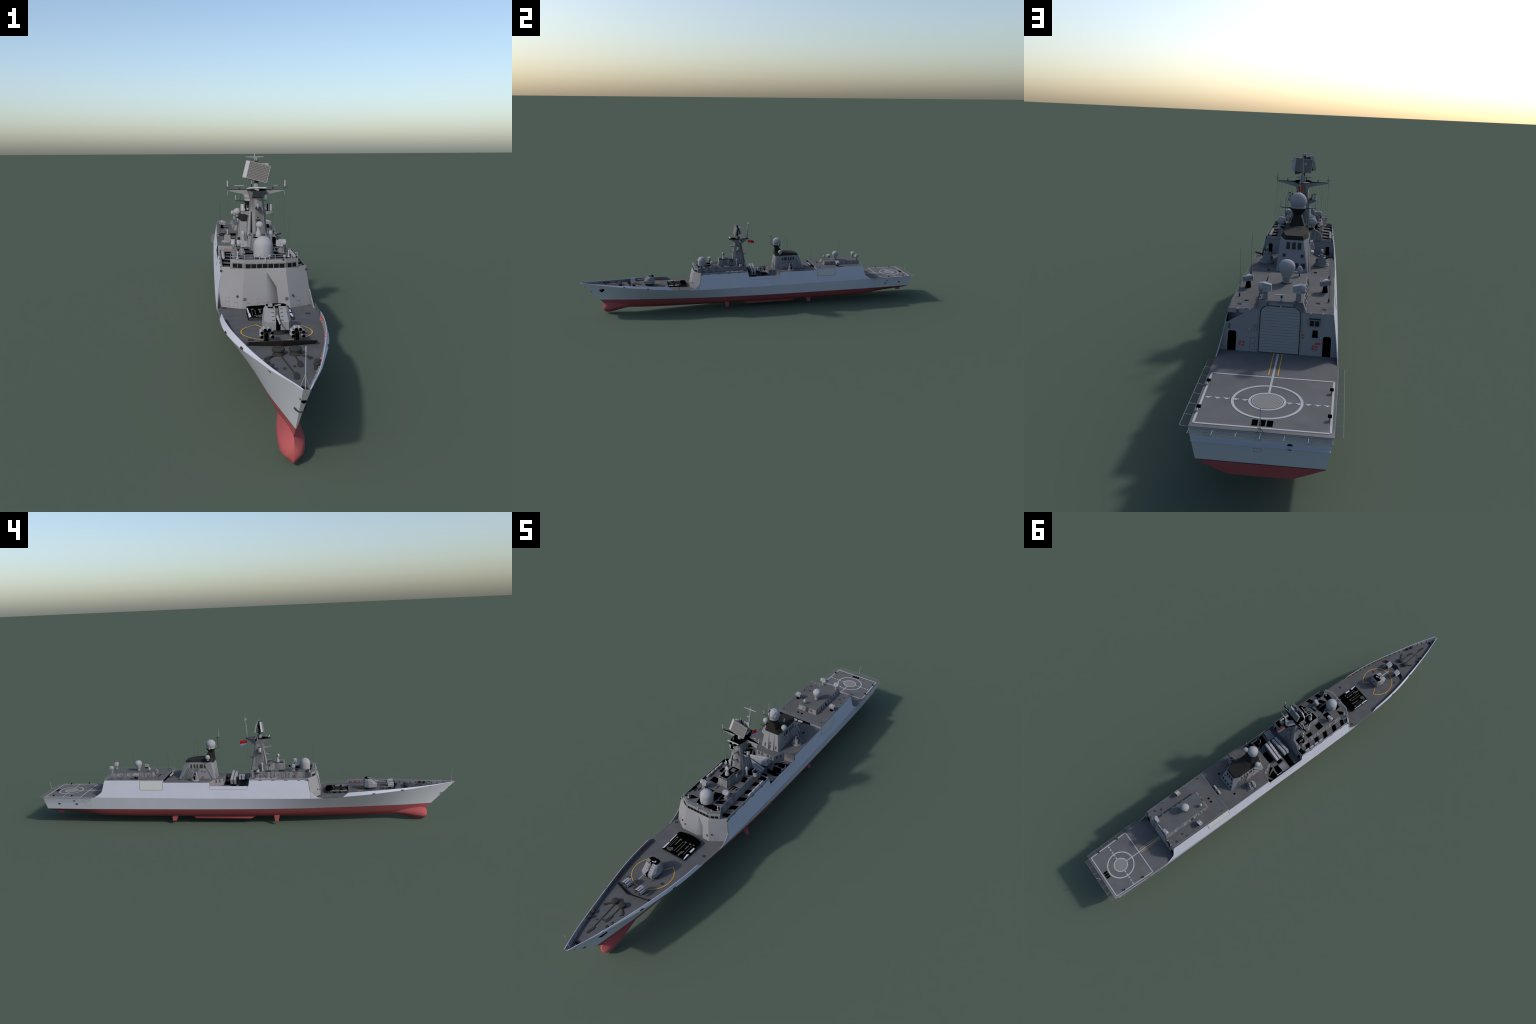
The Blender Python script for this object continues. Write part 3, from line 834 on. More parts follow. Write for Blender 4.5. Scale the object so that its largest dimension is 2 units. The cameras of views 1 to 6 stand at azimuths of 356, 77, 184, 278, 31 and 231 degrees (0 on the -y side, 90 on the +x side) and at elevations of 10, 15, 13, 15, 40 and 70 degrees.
# ------------------------------------------------------------------ bridge and deckhouse
ZT = .2500
roofp = [(-.0495, -.3592), (.0495, -.3592), (.0822, -.3410), (.0650, -.3120), (.0625, -.0570), (-.0625, -.0570), (-.0650, -.3120), (-.0822, -.3410)]
botp = [(-.0495, FY(ZWIN), ZWIN), (.0495, FY(ZWIN), ZWIN), (.0825, -.3425, ZWIN - .0012), (.0715, -.3120, ZP), (.0685, -.0520, ZP), (-.0685, -.0520, ZP), (-.0715, -.3120, ZP), (-.0825, -.3425, ZWIN - .0012)]
br = M()
br.prism(botp, [(x, y, ZT) for x, y in roofp], STREAK, cap=DECK, floor=False)
# sill under the wings down to the passage
for s in (1, -1):
    br.face([(s * .0825, -.3425, ZWIN - .0012), (s * .0715, -.3120, ZP), (s * .084, -.3290, ZP)], PAINT)
# aft face of the forward block down into the missile recess
xa = wall_x(-.05, ZP)
br.face([(-.0685, -.0520, ZP), (.0685, -.0520, ZP), (.0690, -.0478, ZR), (-.0690, -.0478, ZR)], PAINT)
for s in (1, -1):
    br.face([(s * .0685, -.0520, ZP), (s * xa, -.0520, ZP), (s * wall_x(-.05, ZR), -.0478, ZR), (s * .0690, -.0478, ZR)], PAINT)
for s in (1, -1):
    br.prism([(s * .0660, -.0535, ZP - .001), (s * .1035, -.0535, ZP - .001), (s * .1035, -.0519, ZP - .001), (s * .0660, -.0519, ZP - .001)],
             [(s * .0650, -.0542, .2288), (s * .1020, -.0542, .2288), (s * .1020, -.0530, .2288), (s * .0650, -.0530, .2288)], PAINT)
bridge = br.done("bridge", ang=20)
b = M()   # window panes, frames
fy2 = lambda z: FY(ZWIN) + (z - ZWIN) * ((-.3592 - FY(ZWIN)) / (ZT - ZWIN))
for k in range(7):
    x = -.0403 + .01343 * k
    b.prism([(x + dx, fy2(z) - .0004, z) for dx, z in ((-.0059, .2306), (.0059, .2306), (.0059, .2405), (-.0059, .2405))],
            [(x + dx, fy2(z) + .001, z) for dx, z in ((-.0059, .2306), (.0059, .2306), (.0059, .2405), (-.0059, .2405))], GLASS)
for s in (1, -1):
    def wing(t, z):
        u = (z - ZWIN) / (ZT - ZWIN)
        x0, y0, x1, y1 = .0495, fy2(z), .0825 - .0003 * u, -.3425 + .0015 * u
        return (s * (x0 + (x1 - x0) * t), y0 + (y1 - y0) * t, z)
    for t0, t1 in ((.16, .46), (.52, .82)):
        pp = [wing(t0, .2310), wing(t1, .2308), wing(t1, .2405), wing(t0, .2405)]
        b.prism([(x, y - .0004, z) for x, y, z in pp], [(x, y + .001, z) for x, y, z in pp], GLASS)
b.done("bridge_window", bridge)
b = M()   # projecting visor above the windows
vis = [(-.0822, -.3418), (-.0497, -.3602), (.0497, -.3602), (.0822, -.3418)]
for p, q_ in zip(vis, vis[1:]):
    b.prism([(p[0], p[1], .2425), (q_[0], q_[1], .2425), (q_[0], q_[1] + .003, .2425), (p[0], p[1] + .003, .2425)],
            [(p[0], p[1], .2507), (q_[0], q_[1], .2507), (q_[0], q_[1] + .003, .2507), (p[0], p[1] + .003, .2507)], PAINT)
b.done("bridge_visor", bridge)
# fittings on the front wall: lamps, vents, doors
b = M()
for x in (-.0675, .0655):
    y = FY(.166) + (abs(x) - .058) * .68
    b.tube((x, y, .165), (x, y - .004, .1655), .0024, DARK, n=12)
    b.box((x - .0005, y - .003, .1690), (.0012, .001, .0022), ORANGE)
for x in (-.0505, .0495):
    b.box((x, FY(.1595) - (.0004 if x < 0 else .0022), .1595), (.0062, .0030, .0062), VENT, rx=-.22)
b.box((.0052, FY(.151) + .0005, .151), (.0022, .0022, .0022), ORANGE)
for s in (1, -1):
    b.box((s * .1042, -.3290, .2195), (.006, .003, .0035), DARK)
b.done("wall_lamp", shell)
b = M()
for x in (-.0405, -.0165, -.0005):
    pts = [fp(x + dx, z, .0002) for dx, z in ((-.005, .1405), (.005, .1405), (.005, .1590), (.004, .1600), (-.004, .1600), (-.005, .1590), (-.005, .1405))]
    b.path(pts, .00018, STRIP, n=4)
    b.path([fp(x - .004, .1500, .0004), fp(x + .003, .1505, .0004)], .00025, VENT, n=4)
for x in (-.071, -.090, .080):
    y = lambda x, z: FY(z) + (abs(x) - .059 + (z - .138) * .1) * .69
    pts = [(x + dx, y(x + dx, z) - .0003, z) for dx, z in ((-.0045, .1405), (.0045, .1405), (.0045, .1600), (-.0045, .1600), (-.0045, .1405))]
    b.path(pts, .00018, STRIP, n=4)
    b.path([(x - .003, y(x - .003, .15) - .0005, .150), (x + .003, y(x + .003, .1505) - .0005, .1505)], .00025, VENT, n=4)
b.done("door_outline", shell)
for s in (1, -1):
    ring((s * .0705, -.105, .2330), rz=math.radians(90), rx=0, parent=bridge)
    ring((s * .0705, -.262, .2330), rz=math.radians(90), parent=bridge)
b = M()
for s in (1, -1):
    for y in (-.125, -.19, -.30):
        b.box((s * .0682, y, .236), (.0016, .006, .009), STRIP)
    b.box((s * .0690, -.155, .230), (.003, .010, .007), PAINT)
    b.box((s * .0690, -.225, .2280), (.003, .006, .012), STRIP)
    q = [(-.0058, .1775), (.0058, .1775), (.0058, .2030), (.0042, .2065), (-.0042, .2065), (-.0058, .2030)]
    yw_ = lambda z: -.0478 - (z - ZR) * .0042 / (ZP - ZR) + .0002
    b.prism([(s * .0890 + x, yw_(z) - .0006, z) for x, z in q], [(s * .0890 + x, yw_(z) + .0006, z) for x, z in q], BLACK)
b.done("wall_panel", bridge)

b = M()  # shallow wedges shaped to draw the wall's alternating light and dark shading
for s in (1, -1):
    for y, w, d in ((-.292, .012, .0022), (-.272, .010, .0026), (-.244, .016, .0020), (-.215, .013, .0026), (-.172, .012, .0024), (-.140, .016, .0020), (-.086, .018, .0030), (-.064, .014, .0034)):
        f = lambda z: .0640 + (ZT - z) * .0058 / .0285 - .0006
        b.prism([(s * f(ZP), y - w / 2, ZP), (s * f(ZP), y + w / 2, ZP), (s * (f(ZP) + d), y + w * .34, ZP), (s * (f(ZP) + d), y - w * .1, ZP)],
                [(s * f(.2470), y - w * .35, .2470), (s * f(.2470), y + w * .35, .2470), (s * (f(.2470) + .0006), y + w * .2, .2470), (s * (f(.2470) + .0006), y - w * .1, .2470)], STREAK)
b.done("wall_shading_wedge", bridge, ang=15)

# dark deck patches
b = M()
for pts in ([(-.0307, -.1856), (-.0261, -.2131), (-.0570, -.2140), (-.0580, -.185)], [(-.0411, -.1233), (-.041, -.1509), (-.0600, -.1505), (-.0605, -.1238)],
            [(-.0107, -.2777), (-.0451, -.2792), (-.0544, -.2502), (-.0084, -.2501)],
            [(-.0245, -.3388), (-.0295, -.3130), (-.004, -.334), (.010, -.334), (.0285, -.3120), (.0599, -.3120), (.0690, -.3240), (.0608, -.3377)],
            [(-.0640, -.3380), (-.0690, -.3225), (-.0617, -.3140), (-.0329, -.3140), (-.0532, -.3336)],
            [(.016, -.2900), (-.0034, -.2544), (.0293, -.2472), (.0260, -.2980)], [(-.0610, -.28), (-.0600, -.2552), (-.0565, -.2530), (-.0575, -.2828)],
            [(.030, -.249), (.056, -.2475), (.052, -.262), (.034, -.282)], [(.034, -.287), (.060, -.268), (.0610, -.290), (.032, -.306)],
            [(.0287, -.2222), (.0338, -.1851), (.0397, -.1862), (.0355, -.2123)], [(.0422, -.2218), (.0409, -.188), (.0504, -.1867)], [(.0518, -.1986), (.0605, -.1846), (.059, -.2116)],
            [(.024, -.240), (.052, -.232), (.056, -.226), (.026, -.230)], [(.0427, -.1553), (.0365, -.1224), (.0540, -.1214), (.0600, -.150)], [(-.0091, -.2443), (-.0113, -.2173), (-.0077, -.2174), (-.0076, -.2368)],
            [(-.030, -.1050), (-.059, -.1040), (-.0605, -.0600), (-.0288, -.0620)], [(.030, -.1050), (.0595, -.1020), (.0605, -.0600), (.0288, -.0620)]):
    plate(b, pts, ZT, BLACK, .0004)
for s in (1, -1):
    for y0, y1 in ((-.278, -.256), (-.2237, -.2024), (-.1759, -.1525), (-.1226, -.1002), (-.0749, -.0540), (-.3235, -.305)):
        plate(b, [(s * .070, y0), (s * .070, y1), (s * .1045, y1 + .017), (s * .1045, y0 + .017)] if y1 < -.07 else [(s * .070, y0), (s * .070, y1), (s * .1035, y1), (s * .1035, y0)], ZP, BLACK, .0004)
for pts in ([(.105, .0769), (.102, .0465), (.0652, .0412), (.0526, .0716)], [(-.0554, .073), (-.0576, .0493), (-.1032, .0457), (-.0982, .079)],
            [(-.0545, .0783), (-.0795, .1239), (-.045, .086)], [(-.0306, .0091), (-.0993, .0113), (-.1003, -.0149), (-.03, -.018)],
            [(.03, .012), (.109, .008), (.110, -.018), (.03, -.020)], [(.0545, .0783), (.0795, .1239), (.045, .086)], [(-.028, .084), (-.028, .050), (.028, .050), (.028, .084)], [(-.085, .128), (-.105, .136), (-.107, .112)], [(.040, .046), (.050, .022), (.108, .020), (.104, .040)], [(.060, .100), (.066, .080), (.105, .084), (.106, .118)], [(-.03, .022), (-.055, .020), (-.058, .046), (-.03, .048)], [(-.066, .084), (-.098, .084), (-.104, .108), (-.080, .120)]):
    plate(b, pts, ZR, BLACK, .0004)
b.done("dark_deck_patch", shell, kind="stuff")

# search radome on the bridge roof
b = M()
prof = [(.0220, -.0002), (.0236, .0006), (.0240, .004), (.0242, .0270)] + [(.0242 * math.cos(math.radians(a)), .0270 + .0238 * math.sin(math.radians(a))) for a in np.linspace(10, 90, 9)]
b.lathe((0, -.3085, ZT), prof, DOME, 22)
b.prism([(-.0075, -.3338, ZT), (.000, -.3338, ZT), (.000, -.330, ZT), (-.0075, -.330, ZT)], [(-.0010, -.3325, .277), (-.0002, -.3325, .277), (-.0002, -.332, .277), (-.0010, -.332, .277)], DOME)
b.done("search_radome", ang=25)

# fire-control directors (drum + housing on a ribbed stand)
def director_mesh(side, outward):
    b = M()
    s = side
    b.prism([(s * -.0120, -.0065, .0185), (s * .0045, -.0080, .0165), (s * .0045, .0080, .0165), (s * -.0120, .0065, .0185)],
            [(s * -.0120, -.0048, .0310), (s * .0045, -.0070, .0350), (s * .0045, .0070, .0350), (s * -.0120, .0048, .0310)], DOME)
    b.lathe((s * .0040, 0, .0258), [(.0001, 0), (.0088, 0), (.0092, .001), (.0092, .0068), (.0080, .0092), (.0045, .0101), (.0001, .0104)], DOME, 20, axis=(s, 0, 0))
    b.tube((s * -.002, .0074, .0245), (s * -.002, .0079, .0245), .0016, STRIP, n=10); b.tube((s * -.002, -.0074, .0245), (s * -.002, -.0079, .0245), .0016, STRIP, n=10)
    b.lathe((0, 0, 0), [(.0054, 0), (.0050, .001), (.0038, .0165), (.0034, .0185)], STRIP, 16)
    for k in range(10):
        t = 2 * math.pi * k / 10
        b.tube((.0052 * math.cos(t), .0052 * math.sin(t), .0002), (.0037 * math.cos(t), .0037 * math.sin(t), .0170), .0007, PAINT, n=5)
    return b.mesh("fire_control_director", 28)
for s in (1, -1):
    me = director_mesh(s, 1)
    put(me, "fire_control_director", None, (s * .0490, -.2575, ZT))
    d2 = put(me, "fire_control_director", None, (s * .0335, .6415, .2415))
b = M()
for s in (1, -1):
    b.box((s * .050, -.2575, ZT + .002), (.014, .014, .004), STRIP)
    for dx, dy in ((-.008, -.006), (.008, -.006), (.008, .006), (-.008, .006)):
        b.tube((s * .05 + dx, -.2575 + dy, ZT), (s * .05 + dx * .5, -.2575 + dy * .5, ZT + .011), .0008, WIRE, n=6)
b.done("director_stand", bridge)

# roof gear at the front: pelorus stands, lamps, machine posts
b = M()
for x, y, h in ((-.012, -.347, .010), (.012, -.346, .009), (.048, -.345, .008)):
    b.tube((x, y, ZT), (x, y, ZT + h * .7), .0009, METAL, n=8); b.ball((x, y, ZT + h * .8), .0026, METAL, 10)
for x, y in ((-.0640, -.332), (.0610, -.325)):
    b.lathe((x, y, ZT), [(.0045, 0), (.0025, .002), (.0014, .008), (.0016, .012), (.0024, .0138), (.0020, .0166), (.0002, .0175)], METAL, 12)
    b.box((x + .004, y + .004, ZT + .004), (.004, .005, .007), DARK)
b.tube((.0005, -.3618, .2440), (.0005, -.3618, .2550), .0014, METAL, n=8)
b.ball((.0005, -.3618, .2560), .0022, METAL, 10)
b.ball((.0435, -.3612, .2500), .0022, DARK, 10)
b.done("roof_lamp", bridge)

# ------------------------------------------------------------------ railings
rail = M(); rail_d = M()
def railing(b, pts, h, mat, n_rails=3, r=.00022, step=.020, lean=0.0):
    for p, q in zip(pts, pts[1:]):
        p, q = Vector(p), Vector(q); L_ = (q - p).length
        n = max(1, round(L_ / step))
        for k in range(n_rails):
            z = Vector((0, 0, h * (k + 1) / n_rails))
            b.tube(p + z, q + z, r, mat, n=4)
        for i in range(n + 1):
            a = p + (q - p) * (i / n)
            b.tube(a, a + Vector((0, 0, h)), r, mat, n=4)
ff = [(-.0812, -.3390, ZT), (-.0490, -.3572, ZT), (.0490, -.3572, ZT), (.0812, -.3390, ZT), (.0645, -.3120, ZT)]
railing(rail, ff, .0125, METAL, 2, .00036, .022)
railing(rail, [(-.0812, -.3390, ZT), (-.0645, -.3120, ZT)], .0125, METAL, 2, .00036)
for s in (1, -1):
    railing(rail, [(s * (kx(y) - .0006), y, dz(y)) for y in (-.487, -.46, -.43, -.400, -.390)], .0125, WIRE, 3, .00020, .022)
    railing(rail, [(s * .064, -.305, ZT), (s * .0628, -.17, ZT)], .011, WIRE, 3, .00020)
    railing(rail, [(s * .0628, -.155, ZT), (s * .0625, -.07, ZT)], .011, WIRE, 3, .00020)
    railing(rail, [(s * wall_x(.14, ZA), .142, ZA), (s * wall_x(.36, ZA), .360, ZA)], .011, WIRE, 3, .00020, .024)
    railing(rail, [(s * .1030, .3650, ZH), (s * .1010, .6500, ZH)], .0125, WIRE, 3, .00020, .024)
    railing(rail, [(s * .1030, .6530, ZH), (s * .053, .6530, ZH)], .0125, WIRE, 3, .00020, .025)
    railing(rail, [(s * .1030, .3640, ZH), (0, .3640, ZH)], .011, WIRE, 3, .00020, .025)
    railing(rail, [(s * .1060, .1405, ZA), (s * .0640, .1290, ZA), (s * .0415, .0862, ZA)], .010, WIRE, 3, .00020, .02)
rail.done("railing", kind="stuff")

# ------------------------------------------------------------------ second deckhouse with tracking dish
ZD2 = .2815
bot = [(-.0215, -.2130, ZT), (.0215, -.2130, ZT), (.0225, -.165, ZT), (.031, -.150, ZT), (.031, -.120, ZT), (-.031, -.120, ZT), (-.031, -.150, ZT), (-.0225, -.165, ZT)]
top_ = [(-.0180, -.2088, ZD2), (.0180, -.2088, ZD2), (.0190, -.165, ZD2), (.0262, -.151, ZD2), (.0270, -.122, ZD2), (-.0270, -.122, ZD2), (-.0262, -.151, ZD2), (-.0190, -.165, ZD2)]
b = M(); b.prism(bot, top_, STREAK, cap=BLACK, floor=False)
dh = b.done("director_house", ang=20)
b = M()
plate(b, [(-.004, -.155), (.012, -.155), (.010, -.135), (-.006, -.135)], ZD2, DECK, .0006)
plate(b, [(-.024, -.148), (-.014, -.160), (-.010, -.128), (-.022, -.128)], ZD2, DECK, .0006)
for s in (1, -1):
    b.box((s * .0278, -.141, .2720), (.0012, .0055, .012), DARK); b.box((s * .0282, -.129, .2720), (.0012, .0045, .012), DARK)
    b.box((s * .0192, -.192, .2720), (.0012, .005, .006), STRIP)
    b.box((s * .026, -.155, .2660), (.004, .008, .030), PAINT)
b.done("house_panel", dh)
b = M()
e = [(-.0178, -.2085, ZD2), (.0178, -.2085, ZD2), (.0188, -.165, ZD2), (.0260, -.151, ZD2), (.0265, -.128, ZD2)]
railing(b, e, .008, METAL, 2, .0004, .02)
railing(b, [(-x, y, z) for x, y, z in e[1:]], .008, METAL, 2, .0004, .02)
b.done("house_railing", dh, kind="stuff")
b = M()
b.lathe((-.001, -.179, ZD2), [(.0082, 0), (.0080, .004), (.0068, .0115), (.0046, .0160), (.0040, .0185), (.0044, .021), (.0032, .027), (.0001, .028)], DOME, 18)
b.box((.0005, -.1775, .3105), (.0042, .006, .009), STRIP)
dirv = Vector((-.25, -.95, .10)).normalized()
b.lathe((.0005, -.1850, .3140), [(.0001, .0022), (.004, .0018), (.0072, .0002), (.0092, -.0022), (.0088, -.0030), (.0001, -.0044)], DOME, 20, axis=tuple(dirv))
b.box((.001, -.1725, .3120), (.002, .004, .004), STRIP)
b.done("tracking_dish", dh, ang=40)

# ------------------------------------------------------------------ main mast
ms = M()
b0 = [(-.0190, -.1285), (.0262, -.1285), (.0315, -.1180), (.0335, -.0560), (.0250, -.0520), (-.0250, -.0520), (-.0335, -.0560), (-.0315, -.1180)]
z0_, z1_ = ZT - .0002, .3790
b1 = [(-.0128, -.1135), (.0128, -.1135), (.0180, -.1080), (.0165, -.0790), (.0125, -.0755), (-.0125, -.0755), (-.0165, -.0790), (-.0180, -.1080)]
b0f = [(x, y if y > -.12 else y - .0035) for x, y in b0]
ms.prism([(x, y, z0_) for x, y in b0f], [(x, y, z1_) for x, y in b1], STREAK, floor=False)
# wide sloping back that runs on into the deckhouse end
ms.prism([(-.060, -.070, ZT), (.060, -.070, ZT), (.060, -.0565, ZT), (-.060, -.0565, ZT)], [(-.033, -.066, .2640), (.033, -.066, .2640), (.033, -.0595, .2640), (-.033, -.0595, .2640)], STREAK, floor=False)
mast = ms.done("main_mast", ang=20)
b = M()  # slim ridges added to give the mast sides their vertical shading streaks
for s in (1, -1):
    for k, y in enumerate((-.104, -.092, -.080, -.068)):
        xb = .0315 + (y + .118) * .002 / .062; yt = -.108 + (y + .118) * .029 / .062
        zt_ = .335 - .012 * (k % 2); t = (zt_ - ZT) / (.379 - ZT)
        xt = xb + (.0172 - xb) * t; ym = y + (yt - y) * t
        b.prism([(s * (xb - .001), y - .0040, ZT), (s * (xb - .001), y + .0040, ZT), (s * (xb + .0016), y + .0012, ZT)],
                [(s * (xt - .001), ym - .0016, zt_), (s * (xt - .001), ym + .0016, zt_), (s * (xt + .0003), ym, zt_)], PAINT)
b.done("mast_shading_rib", mast, ang=15)
b = M()   # black wedge modelled for the shadow groove at starboard front, pillar beside it
b.prism([(-.0190, -.1332, .2520), (-.0148, -.1332, .2520), (-.0148, -.128, .2520), (-.0190, -.128, .2520)],
        [(-.0160, -.1197, .3420), (-.0150, -.1197, .3420), (-.0150, -.115, .3420), (-.0160, -.115, .3420)], BLACK)
b.tube((-.0262, -.1310, .2510), (-.0190, -.1160, .3440), .0052, PAINT, r1=.0030, n=12)
b.done("shadow_wedge_and_pillar", mast)
b = M()   # yard platform: inverted pyramid
pt = [(-.0130, -.1472), (.0130, -.1472), (.0262, -.1120), (.0255, -.0660), (.0108, -.0312), (-.0108, -.0312), (-.0255, -.0660), (-.0262, -.1120)]
pb = [(-.0122, -.1140), (.0122, -.1140), (.0180, -.1075), (.0165, -.0790), (.0120, -.0735), (-.0120, -.0735), (-.0165, -.0790), (-.0180, -.1075)]
ZY = .4012
pm = [(x, y, z) for (x, y), z in zip(pb, (.3815, .3815, .378, .3715, .3690, .3690, .3715, .378))]
b.prism(pm, [(x, y, ZY) for x, y in pt], PAINT, cap=BLACK)
plate(b, [(-.0225, -.0720), (.0, -.0760), (.012, -.0620), (.006, -.0420), (-.0090, -.0400)], ZY, STRIP, .0008)
b.prism([(-.0135, -.1485, ZY - .0012), (.0135, -.1485, ZY - .0012), (.0270, -.112, ZY - .0012), (.0262, -.066, ZY - .0012), (.0112, -.0300, ZY - .0012), (-.0112, -.0300, ZY - .0012), (-.0262, -.066, ZY - .0012), (-.0270, -.112, ZY - .0012)],
        [(-.0135, -.1485, ZY - .0003), (.0135, -.1485, ZY - .0003), (.0270, -.112, ZY - .0003), (.0262, -.066, ZY - .0003), (.0112, -.0300, ZY - .0003), (-.0112, -.0300, ZY - .0003), (-.0262, -.066, ZY - .0003), (-.0270, -.112, ZY - .0003)], DARK)
b.done("yard_platform", mast, ang=20)
for s in (1, -1):
    b = M()
    b.prism([(s * .021, -.0890, .3860), (s * .021, -.0750, .3860), (s * .0795, -.0872, .3985), (s * .0795, -.0898, .3985)],
            [(s * .021, -.0900, .4010), (s * .021, -.0740, .4010), (s * .0795, -.0868, .4006), (s * .0795, -.0902, .4006)], PAINT)
    b.prism([(s * .024, -.0902, .4010), (s * .024, -.0738, .4010), (s * .0795, -.0866, .4007), (s * .0795, -.0904, .4007)],
            [(s * .024, -.0902, .4018), (s * .024, -.0738, .4018), (s * .0795, -.0866, .4014), (s * .0795, -.0904, .4014)], BLACK)
    yd = b.done("yard_arm", mast)
    b = M()
    b.tube((s * .0797, -.098, .4030), (s * .0797, -.080, .4030), .0007, DARK, n=6)
    b.tube((s * .0797, -.0946, .4030), (s * .0797, -.0946, .4105), .0007, DARK, n=6)
    b.tube((s * .0797, -.0946, .4100), (s * .0797, -.0946, .4268), .0019, METAL, n=10)
    b.tube((s * .0797, -.0890, .3990), (s * .0797, -.0890, .3860), .0006, METAL, n=6)
    b.tube((s * .0797, -.0810, .4030), (s * .0797, -.0810, .4150), .0008, WIRE, n=6)
    b.box((s * .0797, -.0880, .4150), (.0015, .0015, .0025), ORANGE)
    for dx in (-.004, .004): b.tube((s * .0797 + dx, -.0946, .4060), (s * .0797 + dx, -.0946, .4105), .0006, DARK, n=5)
    b.tube((s * .0797 - .004, -.0946, .4070), (s * .0797 + .004, -.0946, .4070), .0005, DARK, n=5)
    b.tube((s * .047, -.0820, .4010), (s * .047, -.0820, .4075), .0013, DARK, n=8)
    b.tube((s * .047, -.0820, .4075), (s * .047, -.0820, .4118), .0007, WIRE, n=6)
    b.box((s * .047, -.0820, .4122), (.0268, .0022, .0016), METAL, rz=s * .0 + .06)
    b.done("yard_antenna", yd)
b = M()
b.box((0, -.1420, .4090), (.0475, .0012, .0036), METAL, rx=-.6)
b.box((0, -.1405, .4040), (.006, .003, .006), WIRE)
b.tube((-.0085, -.128, ZY), (-.0085, -.128, .4100), .0011, DARK, n=8)
b.tube((-.0085, -.128, .4100), (-.0085, -.128, .4190), .0011, METAL, n=8)
b.box((.012, -.119, .3965), (.003, .004, .003), DARK)
b.done("bar_antenna", mast)
b = M()   # tall pole
b.prism([(-.0032, -.0440, ZY), (.0032, -.0440, ZY), (.0028, -.0362, ZY), (-.0028, -.0362, ZY)], [(-.0013, -.0312, .4860), (.0013, -.0312, .4860), (.0012, -.0285, .4860), (-.0012, -.0285, .4860)], PAINT)
b.tube((0, -.0297, .486), (.0003, -.0292, .5020), .0011, METAL, n=8)
for s in (1, -1): b.tube((0, -.0298, .4895), (s * .0260, -.0318, .4905), .0017, METAL, r1=.0009, n=8)
b.tube((0, -.0298, .4895), (0, -.0440, .4900), .0007, WIRE, n=6)
b.box((0, -.0298, .4870), (.0040, .0040, .0030), METAL)
b.box((-.006, -.0350, .4590), (.010, .004, .0014), METAL); b.ball((-.0085, -.0350, .4612), .0015, METAL, 8)
b.done("pole_mast", mast)
# air-search radar: two planar arrays back to back
def array_panel(name, cx, cy, cz, roll, lean, facing, W, H, strip_side):
    from mathutils import Matrix
    R = Matrix.Rotation(roll, 3, "Y") @ Matrix.Rotation(lean, 3, "X")
    T = lambda x, y, z: tuple(Vector((cx, cy, cz)) + R @ Vector((x, y, z)))
    b = M()
    def bx(x0, x1, y0, y1, z0, z1, mat):
        b.prism([T(x0, y0, z0), T(x1, y0, z0), T(x1, y1, z0), T(x0, y1, z0)], [T(x0, y0, z1), T(x1, y0, z1), T(x1, y1, z1), T(x0, y1, z1)], mat)
    f = facing
    bx(-W / 2, W / 2, -.0025, .0025, -H / 2, H / 2, PANEL)
    t = .0012
    for z in (-H / 2, H / 2 - t): bx(-W / 2 - t, W / 2 + t, -.0034, .0034, z, z + t, METAL)
    for x in (-W / 2 - t, W / 2): bx(x, x + t, -.0034, .0034, -H / 2, H / 2, METAL)
    # bevelled bright side fairing
    k = strip_side
    b.prism([T(k * (W / 2 + t), f * .0034, -H / 2), T(k * (W / 2 + .0105), -f * .004, -H / 2), T(k * (W / 2 + t), -f * .0034, -H / 2)],
            [T(k * (W / 2 + t), f * .0034, H / 2), T(k * (W / 2 + .0105), -f * .004, H / 2), T(k * (W / 2 + t), -f * .0034, H / 2)], METAL)
    # radiating rows and columns
    for i in range(1, 11):
        z = -H / 2 + H * i / 11
        bx(-W / 2, W / 2, f * .0025, f * .0031, z - .0011, z + .0011, GRID)
    for i in range(1, 14):
        x = -W / 2 + W * i / 14
        bx(x - .0008, x + .0008, f * .0025, f * .0029, -H / 2, H / 2, GRID)
    for z in (-H * .28, H * .28): bx(-W / 2, W / 2, -f * .0045, -f * .0025, z - .0012, z + .0012, STRIP)
    for x in (-W * .3, 0, W * .3): bx(x - .0012, x + .0012, -f * .0055, -f * .0025, -H / 2, H / 2, STRIP)
    return b
array_panel("f", .0040, -.1093, .4498, math.radians(14.6), math.radians(-9), -1, .0565, .0475, -1).done("radar_array", mast)
array_panel("r", .0000, -.0822, .4513, math.radians(-4.5), math.radians(13), 1, .0505, .0410, 1).done("radar_array", mast)
b = M()
b.lathe((0, -.0975, ZY), [(.0080, 0), (.0078, .010), (.0074, .0165), (.0060, .019)], PAINT, 18)
b.box((0, -.0960, .4500), (.010, .0095, .062), DARK)
b.box((0, -.0955, .4300), (.030, .012, .003), DARK); b.box((0, -.0955, .4650), (.036, .014, .003), DARK)
b.tube((0, -.0953, .478), (0, -.0953, .4892), .0012, METAL, n=8)
for x in (-.018, .018): b.tube((x, -.109, .4640), (x * .8, -.086, .4660), .0014, WIRE, n=6)
b.tube((-.022, -.085, .4290), (.020, -.085, .4270), .0006, WIRE, n=5)
for x in (-.020, -.012, -.004, .008): b.tube((x, -.084, .4240), (x, -.085, .4300), .0005, WIRE, n=5)
b.done("radar_pedestal", mast)
